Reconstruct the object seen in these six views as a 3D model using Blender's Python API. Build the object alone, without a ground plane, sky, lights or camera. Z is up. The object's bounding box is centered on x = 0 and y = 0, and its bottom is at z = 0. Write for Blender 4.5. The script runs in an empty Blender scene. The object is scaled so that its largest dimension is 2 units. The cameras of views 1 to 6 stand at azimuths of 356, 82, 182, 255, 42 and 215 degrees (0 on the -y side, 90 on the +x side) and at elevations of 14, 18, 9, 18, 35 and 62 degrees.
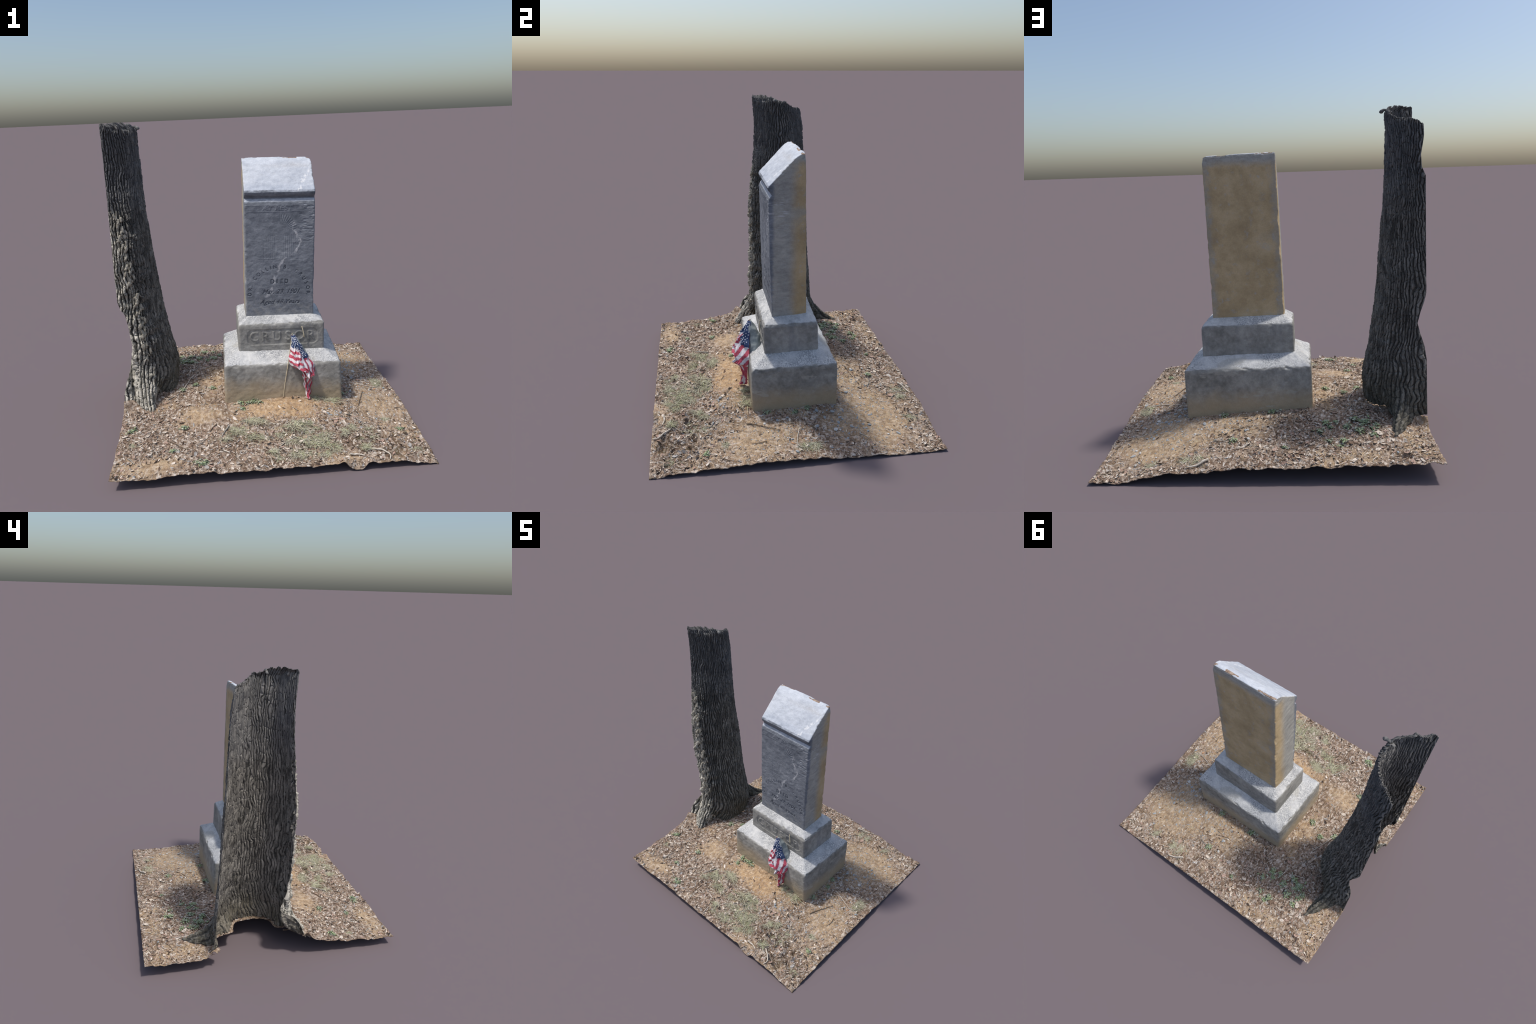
import bpy, math, random
import numpy as np
from mathutils import Vector, Matrix
from mathutils.bvhtree import BVHTree

rng = np.random.default_rng(7)
random.seed(7)
COL = bpy.context.scene.collection

# ------------------------------------------------------------------ noise
def _hash(ix, iy, iz, seed):
    h = (ix.astype(np.int64) * 374761393 + iy.astype(np.int64) * 668265263
         + iz.astype(np.int64) * 2147483647 + seed * 1274126177) & 0xFFFFFFFF
    h = ((h ^ (h >> 13)) * 1274126177) & 0xFFFFFFFF
    h = ((h ^ (h >> 16)) * 2246822519) & 0xFFFFFFFF
    return (h ^ (h >> 15)) & 0xFFFFFFFF

def vnoise(p, seed=0):
    """smooth value noise in -1..1 for an (n,3) array"""
    p = np.asarray(p, float)
    i = np.floor(p).astype(np.int64)
    f = p - i
    f = f * f * f * (f * (f * 6 - 15) + 10)
    out = 0
    for dx in (0, 1):
        wx = f[..., 0] if dx else 1 - f[..., 0]
        for dy in (0, 1):
            wy = f[..., 1] if dy else 1 - f[..., 1]
            for dz in (0, 1):
                wz = f[..., 2] if dz else 1 - f[..., 2]
                h = _hash(i[..., 0] + dx, i[..., 1] + dy, i[..., 2] + dz, seed)
                out = out + wx * wy * wz * (h / 4294967295.0 * 2 - 1)
    return out

def fbm(p, seed=0, octaves=4, gain=0.5):
    a, s, q = 1.0, 0.0, np.asarray(p, float)
    for k in range(octaves):
        s = s + a * vnoise(q, seed + 17 * k)
        q = q * 2.03 + 3.7
        a *= gain
    return s

def worley2(u, v, seed=0):
    """distance to the nearest and second nearest feature point, and a cell value"""
    iu, iv = np.floor(u).astype(np.int64), np.floor(v).astype(np.int64)
    f1 = np.full(u.shape, 9.0); f2 = f1.copy(); cid = np.zeros(u.shape)
    z = np.zeros_like(iu)
    for a in (-1, 0, 1):
        for b in (-1, 0, 1):
            h1 = _hash(iu + a, iv + b, z, seed) / 4294967295.0
            h2 = _hash(iu + a, iv + b, z + 5, seed) / 4294967295.0
            d = np.hypot(iu + a + h1 - u, iv + b + h2 - v)
            near = d < f1
            f2 = np.where(near, f1, np.minimum(f2, d))
            cid = np.where(near, (h1 * 7.31 + h2 * 3.17) % 1.0, cid)
            f1 = np.where(near, d, f1)
    return f1, f2, cid

def sstep(a, b, x):
    t = np.clip((x - a) / (b - a), 0, 1)
    return t * t * (3 - 2 * t)

# ------------------------------------------------------------------ mesh helpers
def make_mesh(name, verts, faces, mats=(), face_mat=None, smooth=True):
    verts = np.asarray(verts, np.float32)
    me = bpy.data.meshes.new(name)
    if isinstance(faces, np.ndarray):
        n, k = faces.shape
        me.vertices.add(len(verts)); me.vertices.foreach_set("co", verts.ravel())
        me.loops.add(n * k); me.loops.foreach_set("vertex_index", faces.astype(np.int32).ravel())
        me.polygons.add(n)
        me.polygons.foreach_set("loop_start", np.arange(0, n * k, k, dtype=np.int32))
        me.update(calc_edges=True)
    else:
        me.from_pydata([tuple(map(float, v)) for v in verts], [], faces)
    me.validate()
    for m in mats:
        me.materials.append(m)
    if face_mat is not None:
        me.polygons.foreach_set("material_index", np.asarray(face_mat, np.int32))
    me.polygons.foreach_set("use_smooth", np.full(len(me.polygons), bool(smooth)))
    me.update()
    return me

def add_obj(name, me, parent=None, kind=None):
    o = bpy.data.objects.new(name, me)
    COL.objects.link(o)
    if parent is not None:
        o.parent = parent
        if parent.type == 'EMPTY':
            o.matrix_parent_inverse = Matrix.Translation(-Vector(parent.location))
    if kind:
        o["kind"] = kind
    return o

def thing(name, loc, label, category):
    e = bpy.data.objects.new(name, None)
    e.location = loc
    e.empty_display_size = 0.1
    COL.objects.link(e)
    e["label"] = label
    e["category"] = category
    return e

def grid_faces(n, m, wrap=False, off=0):
    i = np.arange(n - 1)[:, None]
    j = np.arange(m if wrap else m - 1)[None, :]
    j2 = (j + 1) % m
    a, b = i * m + j, i * m + j2
    c, d = (i + 1) * m + j2, (i + 1) * m + j
    return np.stack([a, b, c, d], -1).reshape(-1, 4) + off

def vnormals(me):
    n = np.empty(len(me.vertices) * 3, np.float32)
    me.vertices.foreach_get("normal", n)
    return n.reshape(-1, 3).astype(float)

def coords(me):
    n = np.empty(len(me.vertices) * 3, np.float32)
    me.vertices.foreach_get("co", n)
    return n.reshape(-1, 3).astype(float)

def set_coords(me, c):
    me.vertices.foreach_set("co", np.asarray(c, np.float32).ravel())
    me.update()

def tube(points, radii, sides=8):
    """closed tube along a polyline"""
    P = np.asarray(points, float)
    T = np.gradient(P, axis=0)
    T /= np.linalg.norm(T, axis=1)[:, None] + 1e-9
    up = np.array([0.31, 0.17, 0.93])
    A = np.cross(T, up); A /= np.linalg.norm(A, axis=1)[:, None] + 1e-9
    B = np.cross(T, A)
    r = np.broadcast_to(np.asarray(radii, float), (len(P),))
    th = np.linspace(0, 2 * np.pi, sides, endpoint=False)
    V = P[:, None] + r[:, None, None] * (np.cos(th)[None, :, None] * A[:, None] + np.sin(th)[None, :, None] * B[:, None])
    V = V.reshape(-1, 3)
    F = [tuple(f) for f in grid_faces(len(P), sides, True)]
    F.append(tuple(range(sides))[::-1])
    F.append(tuple(range((len(P) - 1) * sides, len(P) * sides)))
    return V, F

def smooth_curve(pts, n):
    """Catmull-Rom through points"""
    p = np.asarray(pts, float)
    p = np.vstack([2 * p[0] - p[1], p, 2 * p[-1] - p[-2]])
    out = []
    k = len(p) - 3
    for t in np.linspace(0, k - 1e-6, n):
        i = int(t); f = t - i
        a, b, c, d = p[i:i + 4]
        out.append(0.5 * (2 * b + (c - a) * f + (2 * a - 5 * b + 4 * c - d) * f * f + (3 * b - a - 3 * c + d) * f ** 3))
    return np.array(out)

# ------------------------------------------------------------------ material helpers
class Nodes:
    def __init__(self, name, rough=0.85, spec=0.25):
        self.mat = bpy.data.materials.new(name)
        self.mat.use_nodes = True
        self.t = self.mat.node_tree
        self.b = self.t.nodes["Principled BSDF"]
        self.b.inputs["Roughness"].default_value = rough
        self.b.inputs["Specular IOR Level"].default_value = spec
        self.tc = self.t.nodes.new("ShaderNodeTexCoord")
        self.obj = self.tc.outputs["Object"]
    def new(self, kind, **kw):
        n = self.t.nodes.new(kind)
        for k, v in kw.items():
            setattr(n, k, v)
        return n
    def link(self, a, b):
        self.t.links.new(a, b)
    def put(self, sock, v):
        if isinstance(v, bpy.types.NodeSocket):
            self.link(v, sock)
        else:
            sock.default_value = v
    def mapped(self, scale, rot=(0, 0, 0), loc=(0, 0, 0), src=None):
        m = self.new("ShaderNodeMapping")
        m.inputs["Scale"].default_value = scale
        m.inputs["Rotation"].default_value = rot
        m.inputs["Location"].default_value = loc
        self.link(src or self.obj, m.inputs["Vector"])
        return m.outputs[0]
    def noise(self, scale, detail=4, rough=0.55, vec=None, dist=0.0):
        n = self.new("ShaderNodeTexNoise")
        n.inputs["Scale"].default_value = scale
        n.inputs["Detail"].default_value = detail
        n.inputs["Roughness"].default_value = rough
        n.inputs["Distortion"].default_value = dist
        self.link(vec or self.obj, n.inputs["Vector"])
        return n.outputs["Fac"]
    def voronoi(self, scale, vec=None, feature='F1', out="Distance", rnd=1.0):
        n = self.new("ShaderNodeTexVoronoi", feature=feature)
        n.inputs["Scale"].default_value = scale
        n.inputs["Randomness"].default_value = rnd
        self.link(vec or self.obj, n.inputs["Vector"])
        return n.outputs[out]
    def math(self, op, a, b=0.0, c=0.0, clamp=False):
        n = self.new("ShaderNodeMath", operation=op, use_clamp=clamp)
        self.put(n.inputs[0], a); self.put(n.inputs[1], b)
        if len(n.inputs) > 2:
            self.put(n.inputs[2], c)
        return n.outputs[0]
    def step(self, v, lo, hi, a=0.0, b=1.0):
        n = self.new("ShaderNodeMapRange", interpolation_type='SMOOTHSTEP', clamp=True)
        self.put(n.inputs["Value"], v)
        n.inputs["From Min"].default_value = lo; n.inputs["From Max"].default_value = hi
        n.inputs["To Min"].default_value = a; n.inputs["To Max"].default_value = b
        return n.outputs["Result"]
    def xyz(self, src=None):
        n = self.new("ShaderNodeSeparateXYZ")
        self.link(src or self.obj, n.inputs[0])
        return n.outputs
    def mix(self, fac, a, b, mode='MIX'):
        n = self.new("ShaderNodeMix", data_type='RGBA', blend_type=mode)
        self.put(n.inputs[0], fac)
        for s, v in ((n.inputs[6], a), (n.inputs[7], b)):
            self.put(s, v if isinstance(v, bpy.types.NodeSocket) else (*v, 1.0))
        return n.outputs[2]
    def ramp(self, fac, stops):
        n = self.new("ShaderNodeValToRGB")
        self.link(fac, n.inputs[0])
        el = n.color_ramp.elements
        while len(el) < len(stops):
            el.new(0.5)
        for e, (p, c) in zip(el, stops):
            e.position = p; e.color = (*c, 1.0)
        return n.outputs[0]
    def bump(self, height, strength=0.3, dist=0.004):
        n = self.new("ShaderNodeBump")
        n.inputs["Strength"].default_value = strength
        n.inputs["Distance"].default_value = dist
        self.link(height, n.inputs["Height"])
        self.link(n.outputs[0], self.b.inputs["Normal"])
    def color(self, c):
        self.put(self.b.inputs["Base Color"], c if isinstance(c, bpy.types.NodeSocket) else (*c, 1.0))
        return self.mat

def blob_mask(N, x, y, cx, cy, r0, r1, sx=1.0, sy=1.0, jitter=None):
    """soft patch round (cx,cy), full inside r0 and gone outside r1"""
    dx = N.math('MULTIPLY', N.math('SUBTRACT', x, cx), 1 / sx)
    dy = N.math('MULTIPLY', N.math('SUBTRACT', y, cy), 1 / sy)
    d = N.math('SQRT', N.math('ADD', N.math('MULTIPLY', dx, dx), N.math('MULTIPLY', dy, dy)))
    if jitter is not None:
        d = N.math('ADD', d, jitter)
    return N.step(d, r0, r1, 1.0, 0.0)

# ------------------------------------------------------------------ ground height
HX, HY = 0.943, 0.884
GROUND_POINTS = np.array([
    (-.943, -.884, .070), (-.76, -.884, .071), (-.50, -.884, .078), (-.28, -.884, .072), (0, -.884, .058), (.25, -.884, .056),
    (.50, -.884, .052), (.75, -.884, .042), (.943, -.884, .012),
    (.943, -.60, .024), (.943, -.40, .038), (.943, -.19, .046), (.943, .20, .030), (.943, .60, .012), (.943, .884, .014),
    (.74, .884, .026), (.50, .884, .064), (.20, .884, .084), (-.20, .884, .090), (-.45, .884, .098), (-.70, .884, .105),
    (-.943, .884, .106), (-.943, .60, .096), (-.943, .50, .098), (-.943, -.20, .160), (-.943, -.34, .132), (-.943, -.45, .106),
    (-.943, -.60, .092), (.51, -.24, .110), (.50, .30, .113), (-.258, .306, .164), (-.275, -.215, .146), (.117, -.25, .155),
    (.28, -.26, .15), (.806, -.038, .057), (-.734, .564, .120), (-.742, -.216, .125), (-.208, -.554, .112), (.53, -.65, .068),
    (-.58, .10, .158), (.12, .31, .140), (.51, .03, .112), (-.27, .05, .155), (.2, -.5, .130), (-.6, -.6, .088), (.15, -.33, .172), (.38, -.36, .143), (-.05, -.42, .142), (-.15, -.35, .142),
    (.70, .20, .062), (.70, .48, .050), (.86, .35, .038), (.40, .60, .078), (.05, .60, .114), (.15, .72, .106), (-.45, -.23, .154), (-.46, .0, .141), (.62, -.20, .084), (-.35, .62, .120), (-.42, .20, .150), (.74, -.45, .052),
])

def _tps_fit(P, lam=2e-4):
    n = len(P)
    d2 = ((P[:, None, :2] - P[None, :, :2]) ** 2).sum(-1)
    K = 0.5 * d2 * np.log(d2 + 1e-12) + lam * np.eye(n)
    Q = np.hstack([np.ones((n, 1)), P[:, :2]])
    A = np.block([[K, Q], [Q.T, np.zeros((3, 3))]])
    return np.linalg.solve(A, np.concatenate([P[:, 2], np.zeros(3)]))
_W = _tps_fit(GROUND_POINTS)

# dug-out pits: x, y, radius x, radius y, depth
PITS = [(.532, -.659, .028, .022, .030), (.517, -.754, .018, .018, .026), (.452, -.647, .030, .022, .018), (.688, -.622, .028, .016, .020),
        (.760, -.642, .016, .016, .016), (.744, -.813, .040, .028, .028), (.680, -.795, .035, .025, .014), (.015, -.545, .070, .024, .020),
        (.090, -.550, .022, .020, .016), (-.414, .688, .02, .02, .015), (-.10, -.33, .03, .02, .010), (-.74, .80, .03, .025, .02),
        (.10, .76, .045, .03, .016), (.47, -.890, .050, .030, .026)]

def ground_base(x, y):
    x = np.asarray(x, float); y = np.asarray(y, float)
    sh = x.shape
    x = x.ravel(); y = y.ravel()
    z = _W[-3] + _W[-2] * x + _W[-1] * y
    for (px, py, _), w in zip(GROUND_POINTS, _W):
        d2 = (x - px) ** 2 + (y - py) ** 2
        z = z + w * 0.5 * d2 * np.log(d2 + 1e-12)
    return z.reshape(sh)

def ground_z(x, y):
    x = np.asarray(x, float); y = np.asarray(y, float)
    z = ground_base(x, y)
    p = np.stack([x, y, x * 0], -1)
    litter = litter_density(x, y)
    z = z - .004 + 0.005 * fbm(p * 9, 3, 3) + .002 * fbm(p * 4, 5, 2) + (0.0020 + 0.0028 * litter) * fbm(p * 48, 11, 3)
    rim = np.minimum(HX - np.abs(x), HY - np.abs(y))
    z = z + 0.007 * sstep(.05, .0, rim) * fbm(p * 16, 37, 3)
    front = sstep(0.2, -0.7, y) * sstep(.25, .7, x)
    z = z + 0.007 * front * fbm(p * 22, 29, 2)
    dug = bump2(x, y, .66, -.72, .22, .16)
    z = z + .011 * dug * fbm(p * 26, 31, 3)
    for px, py, rx, ry, d in PITS:
        r2 = ((x - px) / rx) ** 2 + ((y - py) / ry) ** 2
        z = z - 1.5 * d * np.exp(-r2 ** 1.4) + 0.35 * d * np.exp(-((np.sqrt(r2) - 1.7) / 0.5) ** 2)
    return np.maximum(z, 0.0005)

def bump2(x, y, cx, cy, sx, sy):
    return np.exp(-((x - cx) / sx) ** 2 - ((y - cy) / sy) ** 2)

def litter_density(x, y):
    d = 1.0 - .85 * bump2(x, y, .15, -.34, .42, .14) - .85 * bump2(x, y, .62, .50, .32, .26) - .6 * bump2(x, y, .75, -.25, .25, .35) \
        - .5 * bump2(x, y, -.35, .1, .16, .45) - .6 * bump2(x, y, -.72, -.80, .18, .08) - .5 * bump2(x, y, .15, .5, .3, .16)
    d = d - .75 * bump2(x, y, -.45, -.36, .16, .10) - .5 * bump2(x, y, .80, .1, .12, .3)
    d = d + 0.42 * fbm(np.stack([x, y, x * 0], -1) * 5, 51, 3)
    return np.clip(d, 0.03, 1.15) ** 1.8

# ------------------------------------------------------------------ tree profile
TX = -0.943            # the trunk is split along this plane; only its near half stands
ZK = np.array([.10, .16, .22, .30, .40, .50, .65, .80, .93, 1.10, 1.25, 1.40, 1.60, 1.75, 1.85, 1.945, 1.975, 2.0])
XR = np.array([-.615, -.612, -.603, -.597, -.615, -.635, -.660, -.682, -.697, -.711, -.720, -.734, -.742, -.745, -.750, -.746, -.775, -.830])
YM = np.array([-.24, -.21, -.185, -.150, -.128, -.120, -.100, -.090, -.088, -.095, -.082, -.070, -.060, -.057, -.060, -.066, -.067, -.060])
YP = np.array([.452, .440, .430, .418, .413, .404, .392, .384, .378, .366, .357, .351, .339, .331, .316, .290, .270, .240])
CUTM = (np.array([0, .23, .30, .36, .42, .50, .58, .66, .76, .80, .85, 3]), np.array([0, 0, .018, .052, .066, .074, .068, .058, .040, .012, 0, 0]))
CUTP = (np.array([0, .49, .57, .65, .71, .78, .84, .89, 1.57, 1.62, 1.69, 1.77, 1.80, 3]), np.array([0, 0, .011, .036, .051, .033, .012, 0, 0, .022, .026, .012, .008, .010]))
ROOTS = [(.150, .042, .21, .40), (.865, .032, .60, .36), (.955, .035, -.16, .34), (.270, .055, -.30, .32), (.715, .055, -.30, .28), (.43, .07, .05, .24), (.60, .04, .06, .26)]
# swellings and clefts higher up: place, width, amount, height, spread
SWELLS = [(.16, .09, .105, .95, .50), (.17, .13, -.105, 1.80, .27), (.76, .14, -.080, 1.60, .50), (.80, .12, -.030, .75, .45), (.055, .024, -.36, .38, .20), (.40, .10, -.02, 1.7, .3)]

def trunk_point(t, z):
    """t: 0 at the -y edge, 1 at the +y edge"""
    xr = np.interp(z, ZK, XR); ym = np.interp(z, ZK, YM); yp = np.interp(z, ZK, YP)
    rx, yc, ry = xr - TX, (ym + yp) / 2, (yp - ym) / 2
    m = np.ones_like(t)
    for tk, w, a, zh in ROOTS:
        m = m + a * np.exp(-((t - tk) / w) ** 2) * np.clip((zh - z) / (zh - .12), 0, 1.15) ** 2
    for tk, w, a, zc, zs in SWELLS:
        m = m + a * np.exp(-((t - tk) / w) ** 2) * np.exp(-((z - zc) / zs) ** 4)
    lump = 0.018 * fbm(np.stack([t * 5, z * 3, t * 0], -1), 77, 2)
    m = m + lump * sstep(0, .08, t) * sstep(1, .92, t)
    return np.stack([TX + rx * m * np.sin(np.pi * t), yc - ry * m * np.cos(np.pi * t), z], -1)

def trunk_inside(x, y):
    """is this ground point under the trunk?"""
    z = 0.15
    xr = np.interp(z, ZK, XR); ym = np.interp(z, ZK, YM); yp = np.interp(z, ZK, YP)
    a = np.arctan2((x - TX) / (xr - TX), -(y - (ym + yp) / 2) / ((yp - ym) / 2))
    t = a / np.pi
    p = trunk_point(np.clip(t, 0, 1), np.full_like(t, z))
    yc = (ym + yp) / 2
    return np.hypot(x - TX, y - yc) / (np.hypot(p[..., 0] - TX, p[..., 1] - yc) + 1e-6)

# ================================================================== MATERIALS
def stone_material(name, kind):
    N = Nodes(name, 0.8, 0.25)
    x, y, z = N.xyz()
    big = N.noise(5, 5, .6)
    mid = N.noise(28, 5, .62)
    fine = N.noise(150, 3, .6)
    streak = N.noise(1, 5, .6, vec=N.mapped((14, 14, 2.2), rot=(0.5, 0.3, 0)))
    nrm = N.new("ShaderNodeNewGeometry").outputs["Normal"]
    nz = N.xyz(nrm)[2]
    if kind == 'tablet':
        mot = N.math('ADD', N.math('MULTIPLY', big, .45), N.math('MULTIPLY', N.noise(1, 6, .7, vec=N.mapped((18, 18, 44), rot=(0, .35, 0))), .55))
        c = N.ramp(mot, [(.30, (.23, .222, .205)), (.45, (.345, .335, .305)), (.58, (.45, .435, .39)), (.75, (.58, .56, .505))])
        # inscribed face darkened to slate grey: the scan's baked shading, painted in
        baked_shade = N.ramp(mot, [(.32, (.105, .118, .138)), (.46, (.175, .19, .215)), (.57, (.245, .262, .29)), (.72, (.40, .415, .44))])
        fj = N.math('ADD', y, N.math('MULTIPLY', N.math('SUBTRACT', mid, .5), .03))
        c = N.mix(N.step(fj, -.085, -.108), c, baked_shade)
        # near-white roof slope
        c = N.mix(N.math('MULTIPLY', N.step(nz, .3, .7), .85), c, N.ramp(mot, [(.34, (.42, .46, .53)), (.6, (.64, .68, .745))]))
        # rusty ochre soaks the back and the rear third of both sides
        edge = N.math('ADD', y, N.math('MULTIPLY', N.math('SUBTRACT', N.noise(9, 3), .5), .035))
        och = N.math('MULTIPLY', N.step(edge, -.012, .072), N.step(N.math('ADD', z, N.math('MULTIPLY', big, .09)), 1.755, 1.69))
        ochre = N.ramp(N.math('ADD', N.math('MULTIPLY', big, .72), N.math('MULTIPLY', N.noise(22, 5, .7), .28)),
                       [(.32, (.40, .285, .145)), (.46, (.50, .365, .190)), (.57, (.60, .445, .245)), (.70, (.56, .48, .34))])
        rim = N.step(N.math('ADD', N.math('ABSOLUTE', N.math('SUBTRACT', x, N.math('ADD', .1295, N.math('MULTIPLY', N.math('SUBTRACT', z, .69), .027)))), N.math('MULTIPLY', N.math('SUBTRACT', mid, .5), .12)), .170, .225)
        rim = N.math('MULTIPLY', N.math('MULTIPLY', rim, N.step(N.xyz(nrm)[1], .6, .85)), .5)
        ochre = N.mix(rim, ochre, (.33, .335, .32))
        ochre = N.mix(N.math('MULTIPLY', N.math('MULTIPLY', N.step(N.noise(3.2, 5, .65), .50, .62), N.step(z, 1.05, 1.45)), .7), ochre, (.36, .36, .33))
        ochre = N.mix(N.math('MULTIPLY', N.step(mid, .56, .72), .45), ochre, (.42, .43, .43))
        c = N.mix(N.math('MULTIPLY', och, .88), c, ochre)
        # pale scratches and veins on the face
        w = N.math('MULTIPLY', N.math('SUBTRACT', N.noise(24, 5, .65), .5), .075)
        path = N.ramp(N.math('DIVIDE', N.math('SUBTRACT', z, .78), .52), [(p, (v, v, v)) for p, v in ((.0, .010), (.15, .077), (.40, .118), (.58, .160), (.62, .225), (.79, .285), (.94, .240))])
        vein = N.step(N.math('ABSOLUTE', N.math('ADD', N.math('SUBTRACT', x, path), w)), .004, .012, 1, 0)
        vein = N.math('MULTIPLY', vein, N.math('MULTIPLY', N.step(z, .79, .84), N.step(z, 1.36, 1.28)))
        vein = N.math('MULTIPLY', vein, N.step(mid, .42, .56))
        scr = N.noise(1, 3, .6, vec=N.mapped((14, 14, 130), rot=(0, .12, 0)))
        scr = N.math('MULTIPLY', N.step(scr, .58, .68), N.math('MULTIPLY', N.step(x, .22, .32), N.math('MULTIPLY', N.step(z, 1.18, 1.26), N.step(z, 1.48, 1.45))))
        on_face = N.step(y, .02, -.02)
        c = N.mix(N.math('MULTIPLY', N.math('MULTIPLY', N.math('MAXIMUM', vein, scr), on_face), .7), c, (.60, .60, .61))
        # a crusty white seam runs down the slope
        seam = N.math('ABSOLUTE', N.math('ADD', N.math('SUBTRACT', N.math('SUBTRACT', x, .27), N.math('MULTIPLY', N.math('SUBTRACT', z, 1.53), .75)), N.math('MULTIPLY', N.math('SUBTRACT', N.noise(40, 3), .5), .07)))
        seam = N.math('MULTIPLY', N.math('MULTIPLY', N.step(seam, .003, .010, 1, 0), N.step(mid, .42, .55)), N.math('MULTIPLY', N.step(z, 1.52, 1.54), N.step(y, -.005, -.02)))
        c = N.mix(N.math('MULTIPLY', seam, .7), c, (.82, .82, .82))
    else:
        c = N.ramp(N.math('ADD', N.math('MULTIPLY', big, .55), N.math('MULTIPLY', mid, .45)),
                   [(.32, (.165, .162, .148)), (.46, (.275, .268, .245)), (.57, (.375, .365, .335)), (.74, (.51, .495, .455))])
        # pale upward faces and black lichen specks on the washes
        up = N.step(nz, .5, .85)
        c = N.mix(N.math('MULTIPLY', up, .85), c, N.ramp(mid, [(.35, (.53, .535, .54)), (.65, (.74, .735, .715))]))
        grit = N.noise(130, 4, .7)
        sp = N.math('MULTIPLY', N.step(grit, .46, .58), N.step(N.noise(7, 4), .40, .56))
        c = N.mix(N.math('MULTIPLY', N.math('MULTIPLY', sp, up), .72), c, (.17, .18, .195))
        if kind == 'foundation':
            soil = N.math('ADD', z, N.math('MULTIPLY', N.noise(8, 4), .14))
            # the ground falls to +x, so does the splash line
            soil = N.math('ADD', soil, N.math('MULTIPLY', x, .07))
            c = N.mix(N.math('MULTIPLY', N.step(soil, .41, .25), .82), c, (.42, .325, .205))
            pale = N.math('MULTIPLY', N.step(N.noise(1, 4, .6, vec=N.mapped((6, 6, 16))), .60, .64), .5)
            c = N.mix(pale, c, (.44, .42, .37))
        else:
            c = N.mix(N.math('MULTIPLY', N.step(streak, .5, .68), .45), c, (.20, .205, .21))
    c = N.mix(N.math('MULTIPLY', N.step(fine, .35, .65), .25), c, N.mix(1.0, c, (.62, .62, .62), 'MULTIPLY'))
    N.bump(N.math('ADD', N.math('MULTIPLY', fine, .6), mid), .45, .004)
    return N.color(c)

def flat_mat(name, lo, hi, scale=40, rough=.85, translucent=False, rnd=0.0):
    N = Nodes(name, rough, .2)
    c = N.ramp(N.noise(scale, 3), [(.32, lo), (.68, hi)])
    if rnd:
        oi = N.new("ShaderNodeObjectInfo").outputs["Random"]
        c = N.mix(N.math('MULTIPLY', oi, rnd), c, N.mix(1.0, c, (.45, .42, .40), 'MULTIPLY'))
    N.color(c)
    if translucent:
        tr = N.new("ShaderNodeBsdfTranslucent")
        N.link(c, tr.inputs[0])
        mx = N.new("ShaderNodeMixShader"); mx.inputs[0].default_value = .25
        out = N.t.nodes["Material Output"]
        N.link(N.b.outputs[0], mx.inputs[1]); N.link(tr.outputs[0], mx.inputs[2]); N.link(mx.outputs[0], out.inputs[0])
    return N.mat

M_CHIP = flat_mat("bare_rock", (.20, .135, .095), (.40, .31, .24), 70)
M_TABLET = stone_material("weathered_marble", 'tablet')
M_PLINTH = stone_material("grey_stone", 'plinth')
M_FOUND = stone_material("soil_stained_stone", 'foundation')

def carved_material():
    N = Nodes("dark_carving", .9, .15)
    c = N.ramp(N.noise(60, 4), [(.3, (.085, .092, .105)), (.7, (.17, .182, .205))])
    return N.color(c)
M_CARVED = carved_material()

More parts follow.
